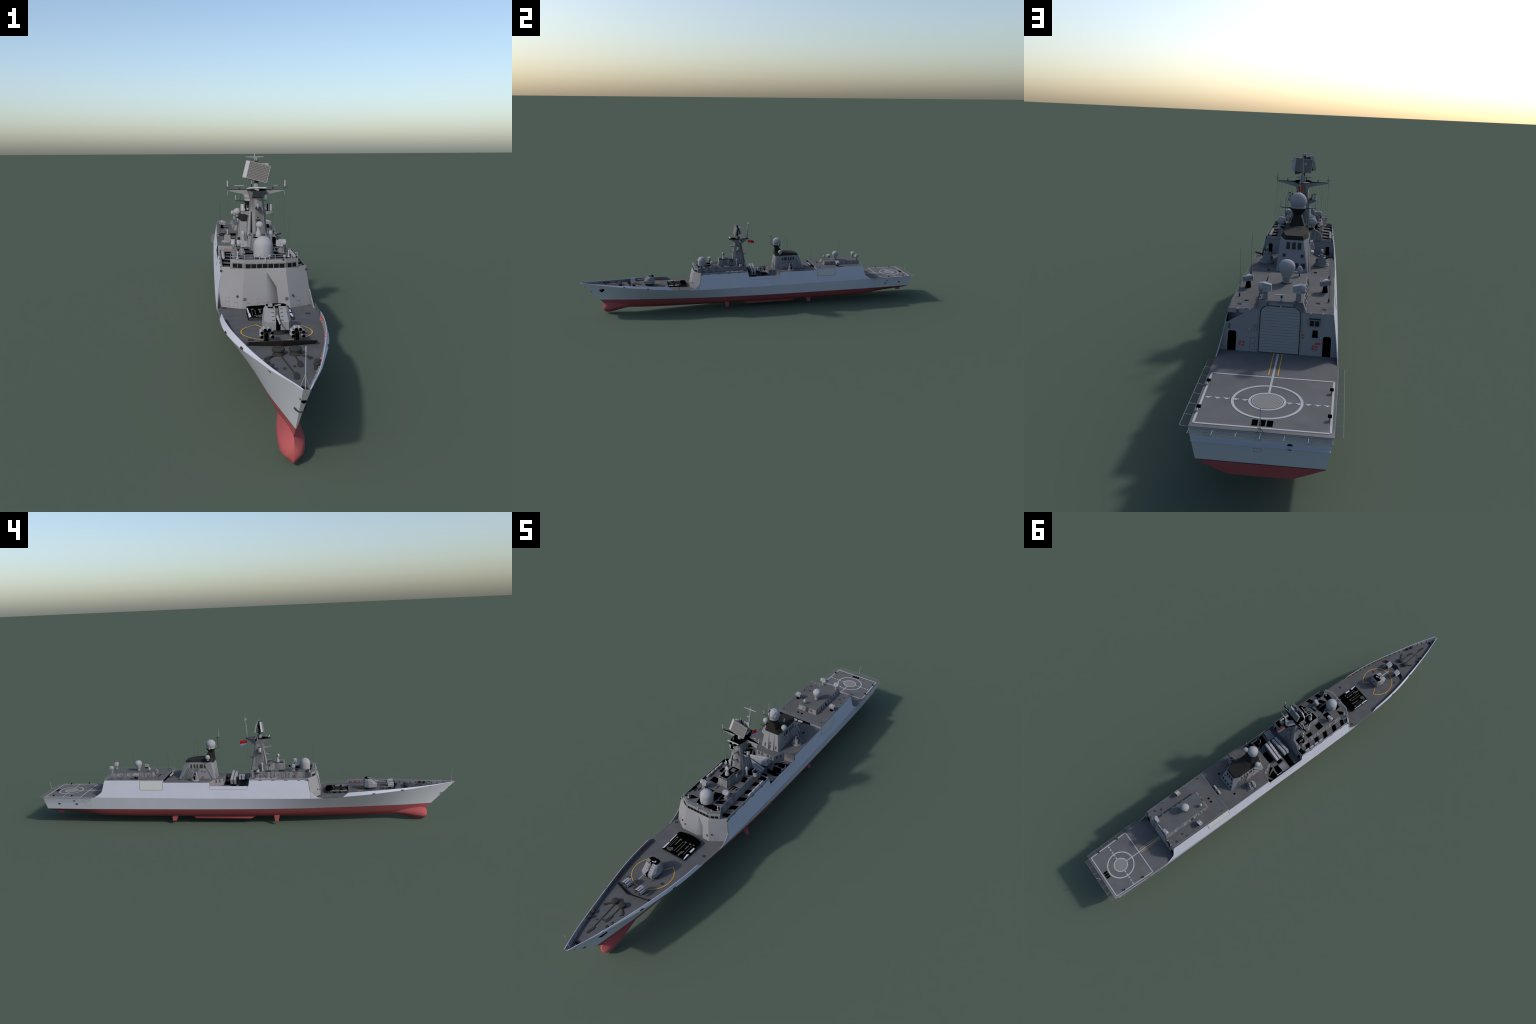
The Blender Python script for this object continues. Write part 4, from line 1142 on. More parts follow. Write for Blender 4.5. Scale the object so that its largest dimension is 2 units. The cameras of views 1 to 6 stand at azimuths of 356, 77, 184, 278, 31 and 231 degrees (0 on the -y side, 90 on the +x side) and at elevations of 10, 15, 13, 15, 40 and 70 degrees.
# brackets on the mast
def bracket(b, y0, y1, z, x, w, hgt, mat=STRIP):
    b.prism([(x - w, y0, z - hgt), (x + w, y0, z - hgt), (x + w * .8, y1, z - .0012), (x - w * .8, y1, z - .0012)],
            [(x - w, y0, z), (x + w, y0, z), (x + w * .8, y1, z), (x - w * .8, y1, z)], mat)
b = M()
bracket(b, -.1150, -.1445, .3590, 0, .0062, .0090)
b.tube((0, -.1440, .3540), (0, -.1440, .3665), .0010, METAL, n=8)
for z in (.3605, .3640): b.tube((-.0035, -.1440, z), (.0035, -.1440, z), .0008, METAL, n=6)
b.box((0, -.1452, .3560), (.0022, .001, .005), METAL)
bracket(b, -.1190, -.1440, .3255, 0, .0055, .0060)
b.ball((0, -.1415, .3285), .0026, DARK, 10); b.tube((0, -.1400, .3255), (0, -.1400, .3310), .0009, METAL, n=6)
bracket(b, -.0650, -.0450, .3085, 0, .0050, .0070)
b.prism([(-.003, -.0440, .3085), (.003, -.0440, .3085), (.003, -.0480, .3085), (-.003, -.0480, .3085)], [(-.0006, -.0470, .3150), (.0006, -.0470, .3150), (.0006, -.0480, .3150), (-.0006, -.0480, .3150)], STRIP)
b.tube((.002, -.038, .3920), (.002, -.038, .3860), .0006, METAL, n=6)
b.done("mast_bracket", mast)
b = M()
b.tube((-.0388, -.1035, .270), (-.0388, -.1035, .282), .0035, PAINT, r1=.0028, n=10)
for s in (1, -1):
    b.lathe((s * .0385, -.1075, ZT), [(.0062, 0), (.0050, .002), (.0040, .018), (.0040, .022), (.0052, .0265), (.0058, .031), (.0050, .0355), (.0028, .0382), (.0001, .0390)], DOME, 16)
b.done("small_radome", mast, ang=40)
for s in (1, -1):
    b = M()
    b.prism([(s * .016, -.1060, .3280), (s * .016, -.0890, .3280), (s * .0440, -.0930, .3395), (s * .0440, -.1060, .3395)],
            [(s * .014, -.1090, .3435), (s * .014, -.0880, .3435), (s * .0445, -.0905, .3435), (s * .0445, -.1075, .3435)], PAINT, cap=BLACK)
    b.done("mast_wing_platform", mast)
    b = M(); rows = []
    for z in (.3438, .3628):
        rows.append([(s * .0372 + s * .0076 * math.cos(math.radians(a)), -.0985 + .0076 * math.sin(math.radians(a)), z) for a in range(-100, 101, 20)])
    b.grid(rows, METAL)
    b.face(rows[1], BLACK)
    b.face([rows[0][0], rows[0][-1], rows[1][-1], rows[1][0]], BLACK)
    b.box((s * .0305, -.0985, .3530), (.0024, .011, .0185), BLACK)
    b.ball((s * .0255, -.1000, .3480), .0035, METAL, 10)
    b.done("jammer_array", mast)
    b = M(); rows = []
    for z in (.2502, .2640):
        rows.append([(s * .0640 + s * .0080 * math.cos(math.radians(a)), -.0890 + .0080 * math.sin(math.radians(a)), z) for a in range(-110, 111, 20)])
    b.grid(rows, METAL); b.face(rows[1], BLACK); b.face([rows[0][0], rows[0][-1], rows[1][-1], rows[1][0]], BLACK)
    b.prism([(s * .058, -.099, .236), (s * .058, -.079, .236), (s * .066, -.079, .2440), (s * .066, -.099, .2440)], [(s * .058, -.099, .2504), (s * .058, -.079, .2504), (s * .074, -.079, .2504), (s * .074, -.099, .2504)], PAINT)
    b.box((s * .050, -.086, .2585), (.008, .020, .016), BLACK)
    for k in range(4): b.box((s * .0545, -.078 - .005 * k, .2600), (.0012, .0025, .018), METAL)
    b.done("lower_jammer", mast)
# flag
b = M()
P0, P1, P2, P3 = Vector((.0012, -.0342, .3915)), Vector((.0082, .0020, .3865)), Vector((.0086, .0019, .3615)), Vector((.0010, -.0339, .3667))
def flagp(u, v):
    p = P0.lerp(P1, u).lerp(P3.lerp(P2, u), v)
    return p + Vector((.0014, 0, .0008)) * math.sin(u * 5.5 + v)
nu = 16
bands = [(0, .64, FLAGR)] + [(.64 + .36 * k / 6, .64 + .36 * (k + 1) / 6, FLAGW if k % 2 == 0 else FLAGB) for k in range(6)]
for v0, v1, mt in bands:
    for off in (-.00012, .00012):
        rows = [[tuple(flagp(i / nu, v) + Vector((off, 0, 0))) for v in (v0, v1)] for i in range(nu + 1)]
        b.grid(rows, mt)
for off in (-.0004, .0004):
    for (cu, cv, R_) in ((.16, .20, .0038),):
        star = []
        for i in range(10):
            a = math.pi / 2 + math.pi * i / 5; r = R_ if i % 2 == 0 else R_ * .42
            star.append(tuple(flagp(cu + r * math.cos(a) / .0364, cv - r * math.sin(a) / .025) + Vector((off, 0, 0))))
        b.face(star, FLAGY)
    for cu, w, sl in ((.30, .03, .10), (.36, .03, -.10), (.46, .09, 0)):
        q = [flagp(cu, .18 + sl), flagp(cu + w, .18 + sl), flagp(cu + w, .26 - sl), flagp(cu, .26 - sl)] if w < .05 else [flagp(cu, .21), flagp(cu + w, .21), flagp(cu + w, .26), flagp(cu, .26)]
        b.face([tuple(p + Vector((off, 0, 0))) for p in q], FLAGY)
b.done("flag", mast, weld=False)
# rigging wires
b = M()
for s in (1, -1):
    for k, x in enumerate((.030, .040, .052, .062, .072, .079)):
        b.tube((s * x, -.087, .399), (s * (x * .55 + .042), -.080 + .004 * k, .222), .00016, DIMW, n=4)
b.tube((.0012, -.0342, .3915), (.0012, -.0342, .252), .00016, DIMW, n=4)
for s in (1, -1):
    for y, z0w, h in ((-.3435, ZT, .095), (-.318, ZT, .06)):
        b.tube((s * .060, y, z0w), (s * .060, y, z0w + h), .0002, DIMW, n=4)
b.done("rigging", mast, kind="stuff")

# ------------------------------------------------------------------ anti-ship missile launchers
def launcher(name, yc, up):
    """canisters lie across the ship; up = +1 raises the port end"""
    T0, T1 = .1955, .2205
    root = bpy.data.objects.new(name, None); col.objects.link(root); root.parent = ROOT
    ax = Vector((up * .094, 0, .0245)).normalized(); n_ = Vector((-ax.z * up, 0, abs(ax.x))).normalized()
    n_ = Vector((0, 1, 0)).cross(ax); n_ = n_ if n_.z > 0 else -n_
    c = Vector((0, yc, .2085))
    for ky in (-1, 1):
        for kz_ in (-1, 1):
            b = M(); h = .0475; w = .0054; t = .0057
            o = c + Vector((0, ky * .0076, 0)) + n_ * (kz_ * .0064)
            q = lambda l, y, z: tuple(o + ax * l + Vector((0, y, 0)) + n_ * z)
            b.prism([q(-h, -w, -t), q(-h, w, -t), q(-h, w, t), q(-h, -w, t)], [q(h, -w, -t), q(h, w, -t), q(h, w, t), q(h, -w, t)], METAL)
            for l in (-.030, -.010, .012, .032):
                b.prism([q(l, -w - .0005, -t - .0005), q(l, w + .0005, -t - .0005), q(l, w + .0005, t + .0005), q(l, -w - .0005, t + .0005)],
                        [q(l + .0014, -w - .0005, -t - .0005), q(l + .0014, w + .0005, -t - .0005), q(l + .0014, w + .0005, t + .0005), q(l + .0014, -w - .0005, t + .0005)], METAL)
                b.prism([q(l + .005, -.0008, t), q(l + .005, .0008, t), q(l + .007, .0008, t), q(l + .007, -.0008, t)],
                        [q(l + .005, -.0008, t + .0005), q(l + .005, .0008, t + .0005), q(l + .007, .0008, t + .0005), q(l + .007, -.0008, t + .0005)], YELLOW)
            for e_ in (-h - .0004, h + .0004):
                b.path([q(e_, -w, -t), q(e_, w, t)], .0005, STRIP, n=4); b.path([q(e_, w, -t), q(e_, -w, t)], .0005, STRIP, n=4)
            b.done("launch_canister", root)
    b = M()
    q = lambda l, y, z: tuple(c + ax * l + Vector((0, y, 0)) + n_ * z)
    b.prism([q(-.046, -.0125, -.0110), q(-.046, .0125, -.0110), q(-.046, .0125, .0085), q(-.046, -.0125, .0085)], [q(.046, -.0125, -.0110), q(.046, .0125, -.0110), q(.046, .0125, .0085), q(.046, -.0125, .0085)], BLACK)
    for l in (-.032, .032):
        p = c + ax * l
        for y in (-.011, .011):
            b.tube((p.x - .008, yc + y, ZR), (p.x, yc + y, p.z - .011), .0012, DARK, n=6)
            b.tube((p.x + .008, yc + y, ZR), (p.x, yc + y, p.z - .011), .0012, DARK, n=6)
        b.box((p.x, yc, p.z - .0135), (.006, .030, .003), DARK)
    b.done("launcher_frame", root)
launcher("missile_launcher", -.0070, -1)
launcher("missile_launcher", .0350, 1)
b = M()   # blast deflector trays
for s in (1, -1):
    yc = .035 if s < 0 else -.007
    rows = []
    for k in range(7):
        t = k / 6
        rows.append([(s * (.0625 + .042 * t), yc + dy, ZR + .0008 + .014 * t ** 2.2) for dy in (-.0155, .0155)])
    b.grid(rows, PAINT)
    for dy in (-.0155, .0155):
        pts = [(s * (.0625 + .042 * k / 6), yc + dy, ZR + .0008 + .014 * (k / 6) ** 2.2) for k in range(7)]
        b.path(pts, .0008, METAL, n=6)
b.done("blast_deflector")
b = M()
for s in (1, -1):
    for y in (.055, .085): b.box((s * .100, y, ZR + .0095), (.004, .003, .018), PAINT)
    b.box((s * .099, .070, ZR + .0075), (.003, .034, .002), METAL)
b.done("recess_locker")

# ------------------------------------------------------------------ funnel and aft mast
ZA0 = ZA - .0005
fn = M()
base = [(-.0408, .1215), (.0408, .1215), (.0408, .3020), (-.0408, .3020)]
zl = .2880
# belt at the foot of the black cap (going round from port front)
belt = [(-.0305, .1290, .2885), (.0305, .1290, .2885), (.0365, .1420, .2920), (.0368, .2440, .2920), (.0243, .2705, .2880), (-.0243, .2705, .2880), (-.0368, .2440, .2920), (-.0365, .1420, .2920)]
foot = [(-.0395, .1215, ZA0), (.0395, .1215, ZA0), (.0412, .1245, ZA0), (.0412, .2990, ZA0), (.0400, .3025, ZA0), (-.0400, .3025, ZA0), (-.0412, .2990, ZA0), (-.0412, .1245, ZA0)]
fn.prism(foot, belt, PAINT, floor=False)
roof = [(-.0225, .1310, .3090), (.0225, .1310, .3090), (.0290, .1480, .3110), (.0315, .2380, .3040), (.0222, .2655, .2985), (-.0222, .2655, .2985), (-.0315, .2380, .3040), (-.0290, .1480, .3110)]
fn.prism(belt, roof, SOOT, floor=False)
funnel = fn.done("funnel", ang=18)
b = M()
for s in (1, -1):
    amp = 1.0 if s < 0 else .25
    # raised diagonal ribs and the side windows
    def fx(y, z):
        t = (z - ZA0) / (.2920 - ZA0)
        return .0412 + (.0366 - .0412) * t
    for y0, y1 in ((.292, .255), (.277, .243), (.262, .228), (.246, .213), (.231, .200)):
        w = .0062
        zlo, zhi = ZA, .268
        b.prism([(s * fx(y0, zlo), y0 - w, zlo), (s * fx(y0, zlo), y0 + w * .2, zlo), (s * fx(y1, zhi), y1 + w * .2, zhi), (s * fx(y1, zhi), y1 - w, zhi)],
                [(s * (fx(y0, zlo) + .0046 * amp), y0 - w * .8, zlo), (s * (fx(y0, zlo) + .0030 * amp), y0, zlo), (s * (fx(y1, zhi) + .0003), y1, zhi), (s * (fx(y1, zhi) + .0006), y1 - w * .8, zhi)], STREAK)
    b.prism([(s * fx(.13, ZA), .130, ZA), (s * fx(.139, ZA), .139, ZA), (s * fx(.176, .286), .176, .286), (s * fx(.170, .286), .170, .286)],
            [(s * (fx(.13, ZA) + .0030), .131, ZA), (s * (fx(.139, ZA) + .0014), .138, ZA), (s * (fx(.176, .286) + .0003), .175, .286), (s * (fx(.17, .286) + .0012), .171, .286)], STRIP)
for s in (-1,):
    for y0, y1 in ((.2845, .2480), (.2695, .2360), (.2540, .2210), (.2385, .2070)):
        b.prism([(s * (fx(y0, ZA) - .001), y0 - .0030, ZA), (s * (fx(y0, ZA) - .001), y0 + .0008, ZA), (s * (fx(y1, .2625) - .001), y1 + .0006, .2625), (s * (fx(y1, .2625) - .001), y1 - .0022, .2625)],
                [(s * (fx(y0, ZA) + .0004), y0 - .0030, ZA), (s * (fx(y0, ZA) + .0004), y0 + .0008, ZA), (s * (fx(y1, .2625) + .0004), y1 + .0006, .2625), (s * (fx(y1, .2625) + .0004), y1 - .0022, .2625)], VENT)
b.done("funnel_rib", funnel, ang=20)
b = M()
for s in (1, -1):
    for y, w in ((.1710, .0085), (.1880, .0150), (.2078, .0075), (.2220, .0080), (.2376, .0080)):
        b.box((s * (fx(y, .2725) + .0001), y, .2725), (.0012, w, .0185), DARK, ry=-s * .06)
    for y, z, w in ((.186, .248, .006), (.172, .246, .006)): b.box((s * (fx(y, z) + .0004), y, z), (.0012, w, .007), VENT)
ya = lambda z: .3025 + (z - ZA0) * (.2705 - .3025) / (.288 - ZA0)
for x in (.0142, -.0006, -.0150): b.box((x, ya(.274) + .0001, .274), (.0092, .0014, .0180), DARK, rx=.40)
for x in (.0228, -.0234): b.box((x, ya(.2507) + .0001, .2507), (.0073, .0014, .0078), DARK, rx=.40)
for x in (-.0272, -.0103, .0103, .0272): b.box((x, ya(.2265) + .0001, .2265), (.0105, .0014, .0135), DARK, rx=.40)
yf = lambda z: .1215 + (z - ZA0) * (.129 - .1215) / (.2885 - ZA0)
for x, z, w, h in ((-.0215, .2245, .017, .022), (.000, .2230, .014, .022), (.0265, .2260, .010, .018), (-.0005, .240, .010, .012)):
    b.box((x, yf(z) - .0001, z), (w * .62, .0014, h * .8), VENT, rx=-.10)
b.done("funnel_louvre", funnel)
b = M()
for x in (-.0115, .0125):
    b.prism([(x - .0065, .1165, ZA), (x + .0065, .1165, ZA), (x + .0065, .124, ZA), (x - .0065, .124, ZA)], [(x - .0012, .1275, .2840), (x + .0012, .1275, .2840), (x + .0012, .129, .2840), (x - .0012, .129, .2840)], PAINT)
b.done("funnel_fold", funnel)
for s in (1, -1): ring((s * (fx(.181, .219) + .0018), .181, .2190), rz=math.radians(90), parent=funnel)
# aft mast on the funnel
am = M()
am.prism([(-.0240, .1280, .2920), (.0240, .1280, .2920), (.0215, .1740, .3060), (-.0215, .1740, .3060)], [(-.0108, .1292, .3392), (.0108, .1292, .3392), (.0100, .1585, .3350), (-.0100, .1585, .3350)], SOOT, floor=False)
am.lathe((0, .1435, .3350), [(.0120, 0), (.0135, .004), (.0225, .0155), (.0236, .0170), (.0236, .0182), (.0001, .0184)], SOOT, 16)
aft = am.done("aft_mast", funnel, ang=20)
b = M()
prof = [(.0205, .3533), (.0212, .3580)] + [(.0233 * math.cos(math.radians(a)), .3722 + .0233 * math.sin(math.radians(a))) for a in np.linspace(-35, 90, 14)]
b.lathe((0, .1435, 0), prof, DOME, 22)
b.done("tracking_dome", funnel, ang=40)
b = M()
for s in (1, -1):
    b.tube((0, .1420, .3525), (s * .0487, .1418, .3525), .0019, SOOT, r1=.0008, n=8)
    b.tube((s * .0482, .1418, .3525), (s * .0482, .1418, .3570), .0006, DARK, n=6)
    b.tube((s * .0482, .1418, .3565), (s * .0482, .1418, .3702), .0015, METAL, n=8)
b.tube((0, .124, .3510), (0, .1075, .3535), .0012, SOOT, n=6); b.tube((0, .122, .3490), (0, .1065, .3685), .0005, METAL, n=5)
b.tube((0, .1075, .3530), (0, .1080, .4062), .0012, SOOT, n=8)
b.box((0, .1052, .4068), (.004, .0170, .0014), SOOT)
b.tube((0, .1010, .4075), (0, .1008, .4442), .0010, METAL, r1=.0006, n=8)
b.done("aft_mast_spar", aft)
for s in (1, -1):
    b = M()
    b.lathe((s * .0432, .1536, 0), [(.0045, .3015), (.0050, .3065), (.0085, .3095), (.0112, .3140)] + [(.0116 * math.cos(math.radians(a)), .3178 + .0116 * math.sin(math.radians(a))) for a in np.linspace(-10, 90, 11)], DOME, 20)
    b.prism([(s * .034, .148, .2920), (s * .034, .160, .2920), (s * .046, .158, .2990), (s * .046, .149, .2990)], [(s * .030, .147, .3022), (s * .030, .161, .3022), (s * .0475, .159, .3022), (s * .0475, .148, .3022)], SOOT)
    b.done("communication_dome", funnel, ang=40)

# ------------------------------------------------------------------ close-in gun mounts
def ciws_mesh(s):
    b = M()
    b.lathe((0, 0, 0), [(.0001, .0002), (.0200, .0002), (.0204, .0026), (.0188, .0034), (.0182, .0066), (.0168, .0068), (.0165, .0058), (.0001, .0060)], PAINT, 28)
    b.lathe((0, 0, 0), [(.0172, .0054), (.0172, .0075), (.0160, .0076), (.0158, .0056)], STRIP, 24)
    # two cheeks and gun cradle
    for y in (-.0090, .0090):
        b.prism([(-.0115, y - .0045, .0055), (.0110, y - .0045, .0055), (.0110, y + .0045, .0055), (-.0115, y + .0045, .0055)],
                [(-.0105, y - .0042, .0245), (.0095, y - .0042, .0245), (.0095, y + .0042, .0245), (-.0105, y + .0042, .0245)], PAINT)
    b.box((0, 0, .0150), (.013, .0115, .018), BLACK)
    b.tube((s * -.0100, .001, .0200), (s * .0120, .001, .0215), .0052, DARK, n=14, cap=BLACK)
    b.tube((s * .0100, .001, .0215), (s * .0305, .001, .0258), .0024, DARK, n=10)
    for k in range(5):
        a = 2 * math.pi * k / 5
        b.tube((s * .0150, .001 + .0016 * math.cos(a), .0225 + .0016 * math.sin(a)), (s * .0318, .001 + .0016 * math.cos(a), .0262 + .0016 * math.sin(a)), .0007, DARK, n=5)
    b.tube((s * -.0115, .0010, .0135), (s * -.0115, -.0010, .0135), .0052, PAINT, n=14)
    # radar and optic on top
    b.lathe((0, -.0080, .0270), [(.0036, 0), (.0030, .003), (.0024, .006), (.0034, .0080), (.0040, .0110), (.0034, .0142), (.0016, .0158), (.0001, .0162)], DOME, 14)
    b.box((0, .0075, .0290), (.0075, .0060, .0080), PAINT); b.box((0, 0, .0262), (.012, .009, .0040), STRIP)
    b.lathe((0, .0090, .0420), [(.0001, .0008), (.0035, .0006), (.0058, -.0008), (.0054, -.0014), (.0001, -.0020)], PAINT, 16, axis=(s * .85, .35, .35))
    b.tube((0, .0075, .0350), (0, .0088, .0420), .0016, DARK, n=8)
    b.box((s * .004, -.0010, .0320), (.005, .006, .007), DARK)
    return b.mesh("close_in_gun", 30)
for s in (1, -1): put(ciws_mesh(s), "close_in_gun", None, (s * .0738, .2143, ZA))

# ------------------------------------------------------------------ hangar house and roof gear
hh = M()
ZHT = .2425
hb = [(-.0478, .4290, ZH - .0003), (.0478, .4290, ZH - .0003), (.0510, .6552, ZH - .0003), (-.0510, .6552, ZH - .0003)]
ht = [(-.0422, .4350, ZHT), (.0422, .4350, ZHT), (.0430, .6515, ZHT - .0010), (-.0430, .6515, ZHT - .0010)]
hh.prism(hb, ht, STREAK, cap=DECK, floor=False)
hous = hh.done("hangar_house", ang=20)
b = M()
yb2 = lambda z: .4290 + .006 * (z - ZH) / .02
b.prism([(-.0065, .4286, ZH), (.0065, .4286, ZH), (.0065, .430, ZH), (-.0065, .430, ZH)], [(-.0065, .4345, ZHT + .0002), (.0065, .4345, ZHT + .0002), (.0065, .436, ZHT + .0002), (-.0065, .436, ZHT + .0002)], DARK)
for x in (-.026,): b.box((x, .4312, .2320), (.012, .0010, .0120), STRIP, rx=-.29)
b.box((-.0205, .4312, .2320), (.003, .0013, .008), DARK, rx=-.29)
b.box((.020, .4312, .2335), (.0065, .0014, .0055), DARK, rx=-.29)
for s in (1, -1):
    for y, w in ((.455, .002), (.468, .003), (.486, .002), (.505, .009), (.530, .008), (.556, .012), (.584, .003), (.607, .010), (.630, .004)):
        b.box((s * .0475, y, .2325), (.0022, w, .0125), PAINT if w > .005 else STRIP, ry=-s * .34)
    b.box((s * .0480, .518, .2320), (.003, .0085, .010), DARK, ry=-s * .34)
    ring((s * .0478, .4475, .2315), rz=math.radians(90), parent=hous)
b.done("house_locker", hous)
b = M()
prof = [(.0092, .0120), (.0098, .0140), (.0128, .0205), (.0158, .0275), (.0176, .0330)] + [(.0182 * math.cos(math.radians(a)), .0372 + .0158 * math.sin(math.radians(a))) for a in np.linspace(0, 90, 10)]
b.lathe((0, .515, ZHT - .0004), [(.0122, 0), (.0118, .0012), (.0088, .0016), (.0084, .0110), (.0092, .0120)], STRIP, 22)
b.lathe((0, .515, ZHT - .0004), prof, DOME, 22)
b.lathe((0, .515, ZHT - .0004), [(.0125, .0002), (.0125, .0014), (.0100, .0016)], DARK, 22)
b.done("satellite_dome", ang=40)
b = M()
b.tube((-.0258, .4525, ZHT), (-.0258, .4525, .2510), .0010, DARK, n=8)
b.lathe((-.0258, .4525, ZHT - .001), [(.0040, .0005), (.0012, .003)], DARK, 10)
b.lathe((-.0258, .4525, .2500), [(.0001, 0), (.0045, .0004), (.0060, .0040), (.0063, .0090), (.0050, .0136), (.0025, .0158), (.0001, .0165)], DOME, 16)
b.done("small_dome", ang=40)
b = M()
b.tube((0, .648, ZHT - .001), (0, .648, .2495), .0016, PAINT, n=10); b.ball((0, .648, .2500), .0026, DARK, 10)
b.box((0, .648, .2535), (.0290, .0022, .0018), METAL, rz=.03)
b.done("navigation_radar")
def decoy():
    b = M()
    b.prism([(-.0060, -.006, 0), (.0060, -.006, 0), (.0060, .006, 0), (-.0060, .006, 0)], [(-.0040, -.004, .016), (.0040, -.004, .016), (.0040, .004, .016), (-.0040, .004, .016)], BLACK)
    for k, z in enumerate((.0175, .0228)):
        b.box((.0004, 0, z), (.0235, .0175 - .001 * (1 - k), .0046), PAINT, rx=.10, ry=.16, rz=.10)
        b.box((.0004, 0, z + .0024), (.0215, .0160, .0006), DARK, rx=.10, ry=.16, rz=.10)
    b.box((.0004, 0, .0262), (.0235, .0175, .0018), METAL, rx=.10, ry=.16, rz=.10)
    b.box((-.0005, -.0005, .0276), (.0070, .0160, .0012), WHITE, rx=.10, ry=.16, rz=.10)
    for y in (-.0055, 0, .0055):
        for x in (-.0082, .0082): b.box((x, y, .0274 - x * .16), (.0058, .0030, .0008), STRIP, rx=.10, ry=.16, rz=.10)
    b.box((.001, .008, .010), (.004, .005, .010), BLACK)
    return b.mesh("decoy_launcher")
dm = decoy()
for s in (1, -1): put(dm, "decoy_launcher", None, (s * .0862, .5010, ZH))
HM2 = hatch_mesh(.0085, .0075)
for x, y in ((.0758, .6003), (-.0734, .5893), (-.0864, .6269), (.0870, .6260)):
    put(HM2, "deck_hatch", None, (x, y, ZH + .0001))
hb_ = M(); hb_.box((0, 0, .0006), (.0078, .0078, .0014), BLACK); HM3 = hb_.mesh("vent_hatch")
for x, y, z in ((-.0110, .4040, ZH), (-.0300, .4040, ZH), (-.0600, .2975, ZA), (.0600, .2975, ZA)): put(HM3, "vent_hatch", None, (x, y, z + .0001))
b = M()
for s in (1, -1):
    for x, y, z, h in ((.0948, .5745, ZH, .105), (.0945, .3890, ZH, .100), (.030, .199, .300, .095), (.030, .2205, .300, .090)):
        if z < .25: b.tube((s * x, y, z), (s * x, y, z + .0075), .0016, DARK, n=8)
        b.tube((s * x, y, z), (s * x, y, z + h), .00028, DIMW, n=4)
b.done("whip_antenna")

# hangar aft face fittings
b = M()
n, ZD1, RD = 16, .2318, .0150
def dx(z):
    e_ = z - (ZD1 - RD)
    return DX - .0006 if e_ <= 0 else DX - .0006 - (RD - math.sqrt(max(0, RD ** 2 - e_ ** 2)))
for k in range(n * 3):
    if k % 3 == 2: f_ = .80
    else: f_ = 1.0
    st = (ZD1 - .1405) / (3 * n)
    z0 = .1405 + st * k; z1 = z0 + st * f_
    b.prism([(-dx(z0), HY(z0) - .0012, z0), (dx(z0), HY(z0) - .0012, z0), (dx(z1), HY(z1) - .0012, z1), (-dx(z1), HY(z1) - .0012, z1)],
            [(-dx(z0), HY(z0) + .0006, z0), (dx(z0), HY(z0) + .0006, z0), (dx(z1), HY(z1) + .0006, z1), (-dx(z1), HY(z1) + .0006, z1)], DOOR)
door = b.done("hangar_door")
b = M()
b.prism([(-DX, HY(.1393) - .0015, .1393), (DX, HY(.1393) - .0015, .1393), (DX, HY(.1393) - .0006, .1393), (-DX, HY(.1393) - .0010, .1393)], [(-DX, HY(.2250) - .0018, .2250), (DX, HY(.2250) - .0018, .2250), (DX, HY(.2250) - .0010, .2250), (-DX, HY(.2250) - .0010, .2250)], STRIP)
pts = [(-DX, .1395)] + [(-(DX - RD * (1 - math.cos(a))), ZD1 - RD + RD * math.sin(a)) for a in np.linspace(0, math.pi / 2, 9)]
pts += [(-x, z) for x, z in reversed(pts)]
b.path([(x, HY(z) + .0004, z) for x, z in pts], .0011, DARK, n=6)
b.path([(x * 1.035, HY(z) + .0004, z + (.0012 if z > .15 else 0)) for x, z in pts], .0009, PAINT, n=6)
b.box((0, HY(.1400) + .0004, .1402), (2 * DX, .0012, .0014), DARK)
b.done("door_frame", door)
b = M()   # wall above the hangar deck line on both sides of the door head
for s in (1, -1):
    hface(b, [(s * DX, .2160), (s * .0432, .2160), (s * .0432, ZH), (s * DX, ZH)], PAINT, .0001)
b.done("door_head", door)
b = M()
for s, x0, x1 in ((1, .0862, .1030), (-1, .0868, .1032)):
    xa_, xb_ = (x0, x1) if s > 0 else (-x1, -x0)
    q = [(xa_, .1396), (xb_, .1396), (xb_, .1745), (xb_ - .003, .1785), (xa_ + .003, .1785), (xa_, .1745)]
    b.prism([(x, HY(z) - .0005, z) for x, z in q], [(x, HY(z) + .0005, z) for x, z in q], BLACK)
b.prism([(x, HY(z) - .0005, z) for x, z in ((-.0765, .1755), (-.0650, .1755), (-.0660, .1895), (-.0755, .1895))], [(x, HY(z) + .0012, z) for x, z in ((-.0765, .1755), (-.0650, .1755), (-.0660, .1895), (-.0755, .1895))], BLACK)
b.done("side_doorway", door)
b = M()
b.box((-.0685, HY(.2045) + .0012, .2045), (.0220, .0032, .0150), STRIP, rx=.19)
b.box((-.0685, HY(.2120) + .0026, .2122), (.0225, .0040, .0016), DARK)
for x in (-.0738, -.0635): b.box((x, HY(.2035) + .0026, .2035), (.0082, .0018, .0105), GLASS, rx=.19)
b.done("control_window", door)
b = M()
for x, z in ((.060, .1835), (-.0825, .1760)): b.tube((x, HY(z), z), (x, HY(z) + .0035, z + .0008), .0021, METAL, n=10)
for x in (.086, .062, -.060, -.084): b.tube((x, HY(.2215) - .001, .2215), (x + .001, HY(.2215) + .0035, .2228), .0018, METAL, n=10)
b.box((0, .6537, .2355), (.054, .0014, .0052), STRIP)
for k in range(9): b.box((-.022 + .0055 * k, .6547, .2352), (.0016, .0010, .0014), METAL)
for x in (-.0265, .0265): b.box((x, .6545, .2352), (.0036, .0016, .0068), VENT)
b.box((0, .6550, .2315), (.0032, .0020, .0042), METAL)
for k, mt in enumerate((ORANGE, YELLOW, GREEN, DARK)): b.box((-.0470, HY(.178) + .0006, .1790 - .0028 * k), (.0026, .0014, .0024), mt)
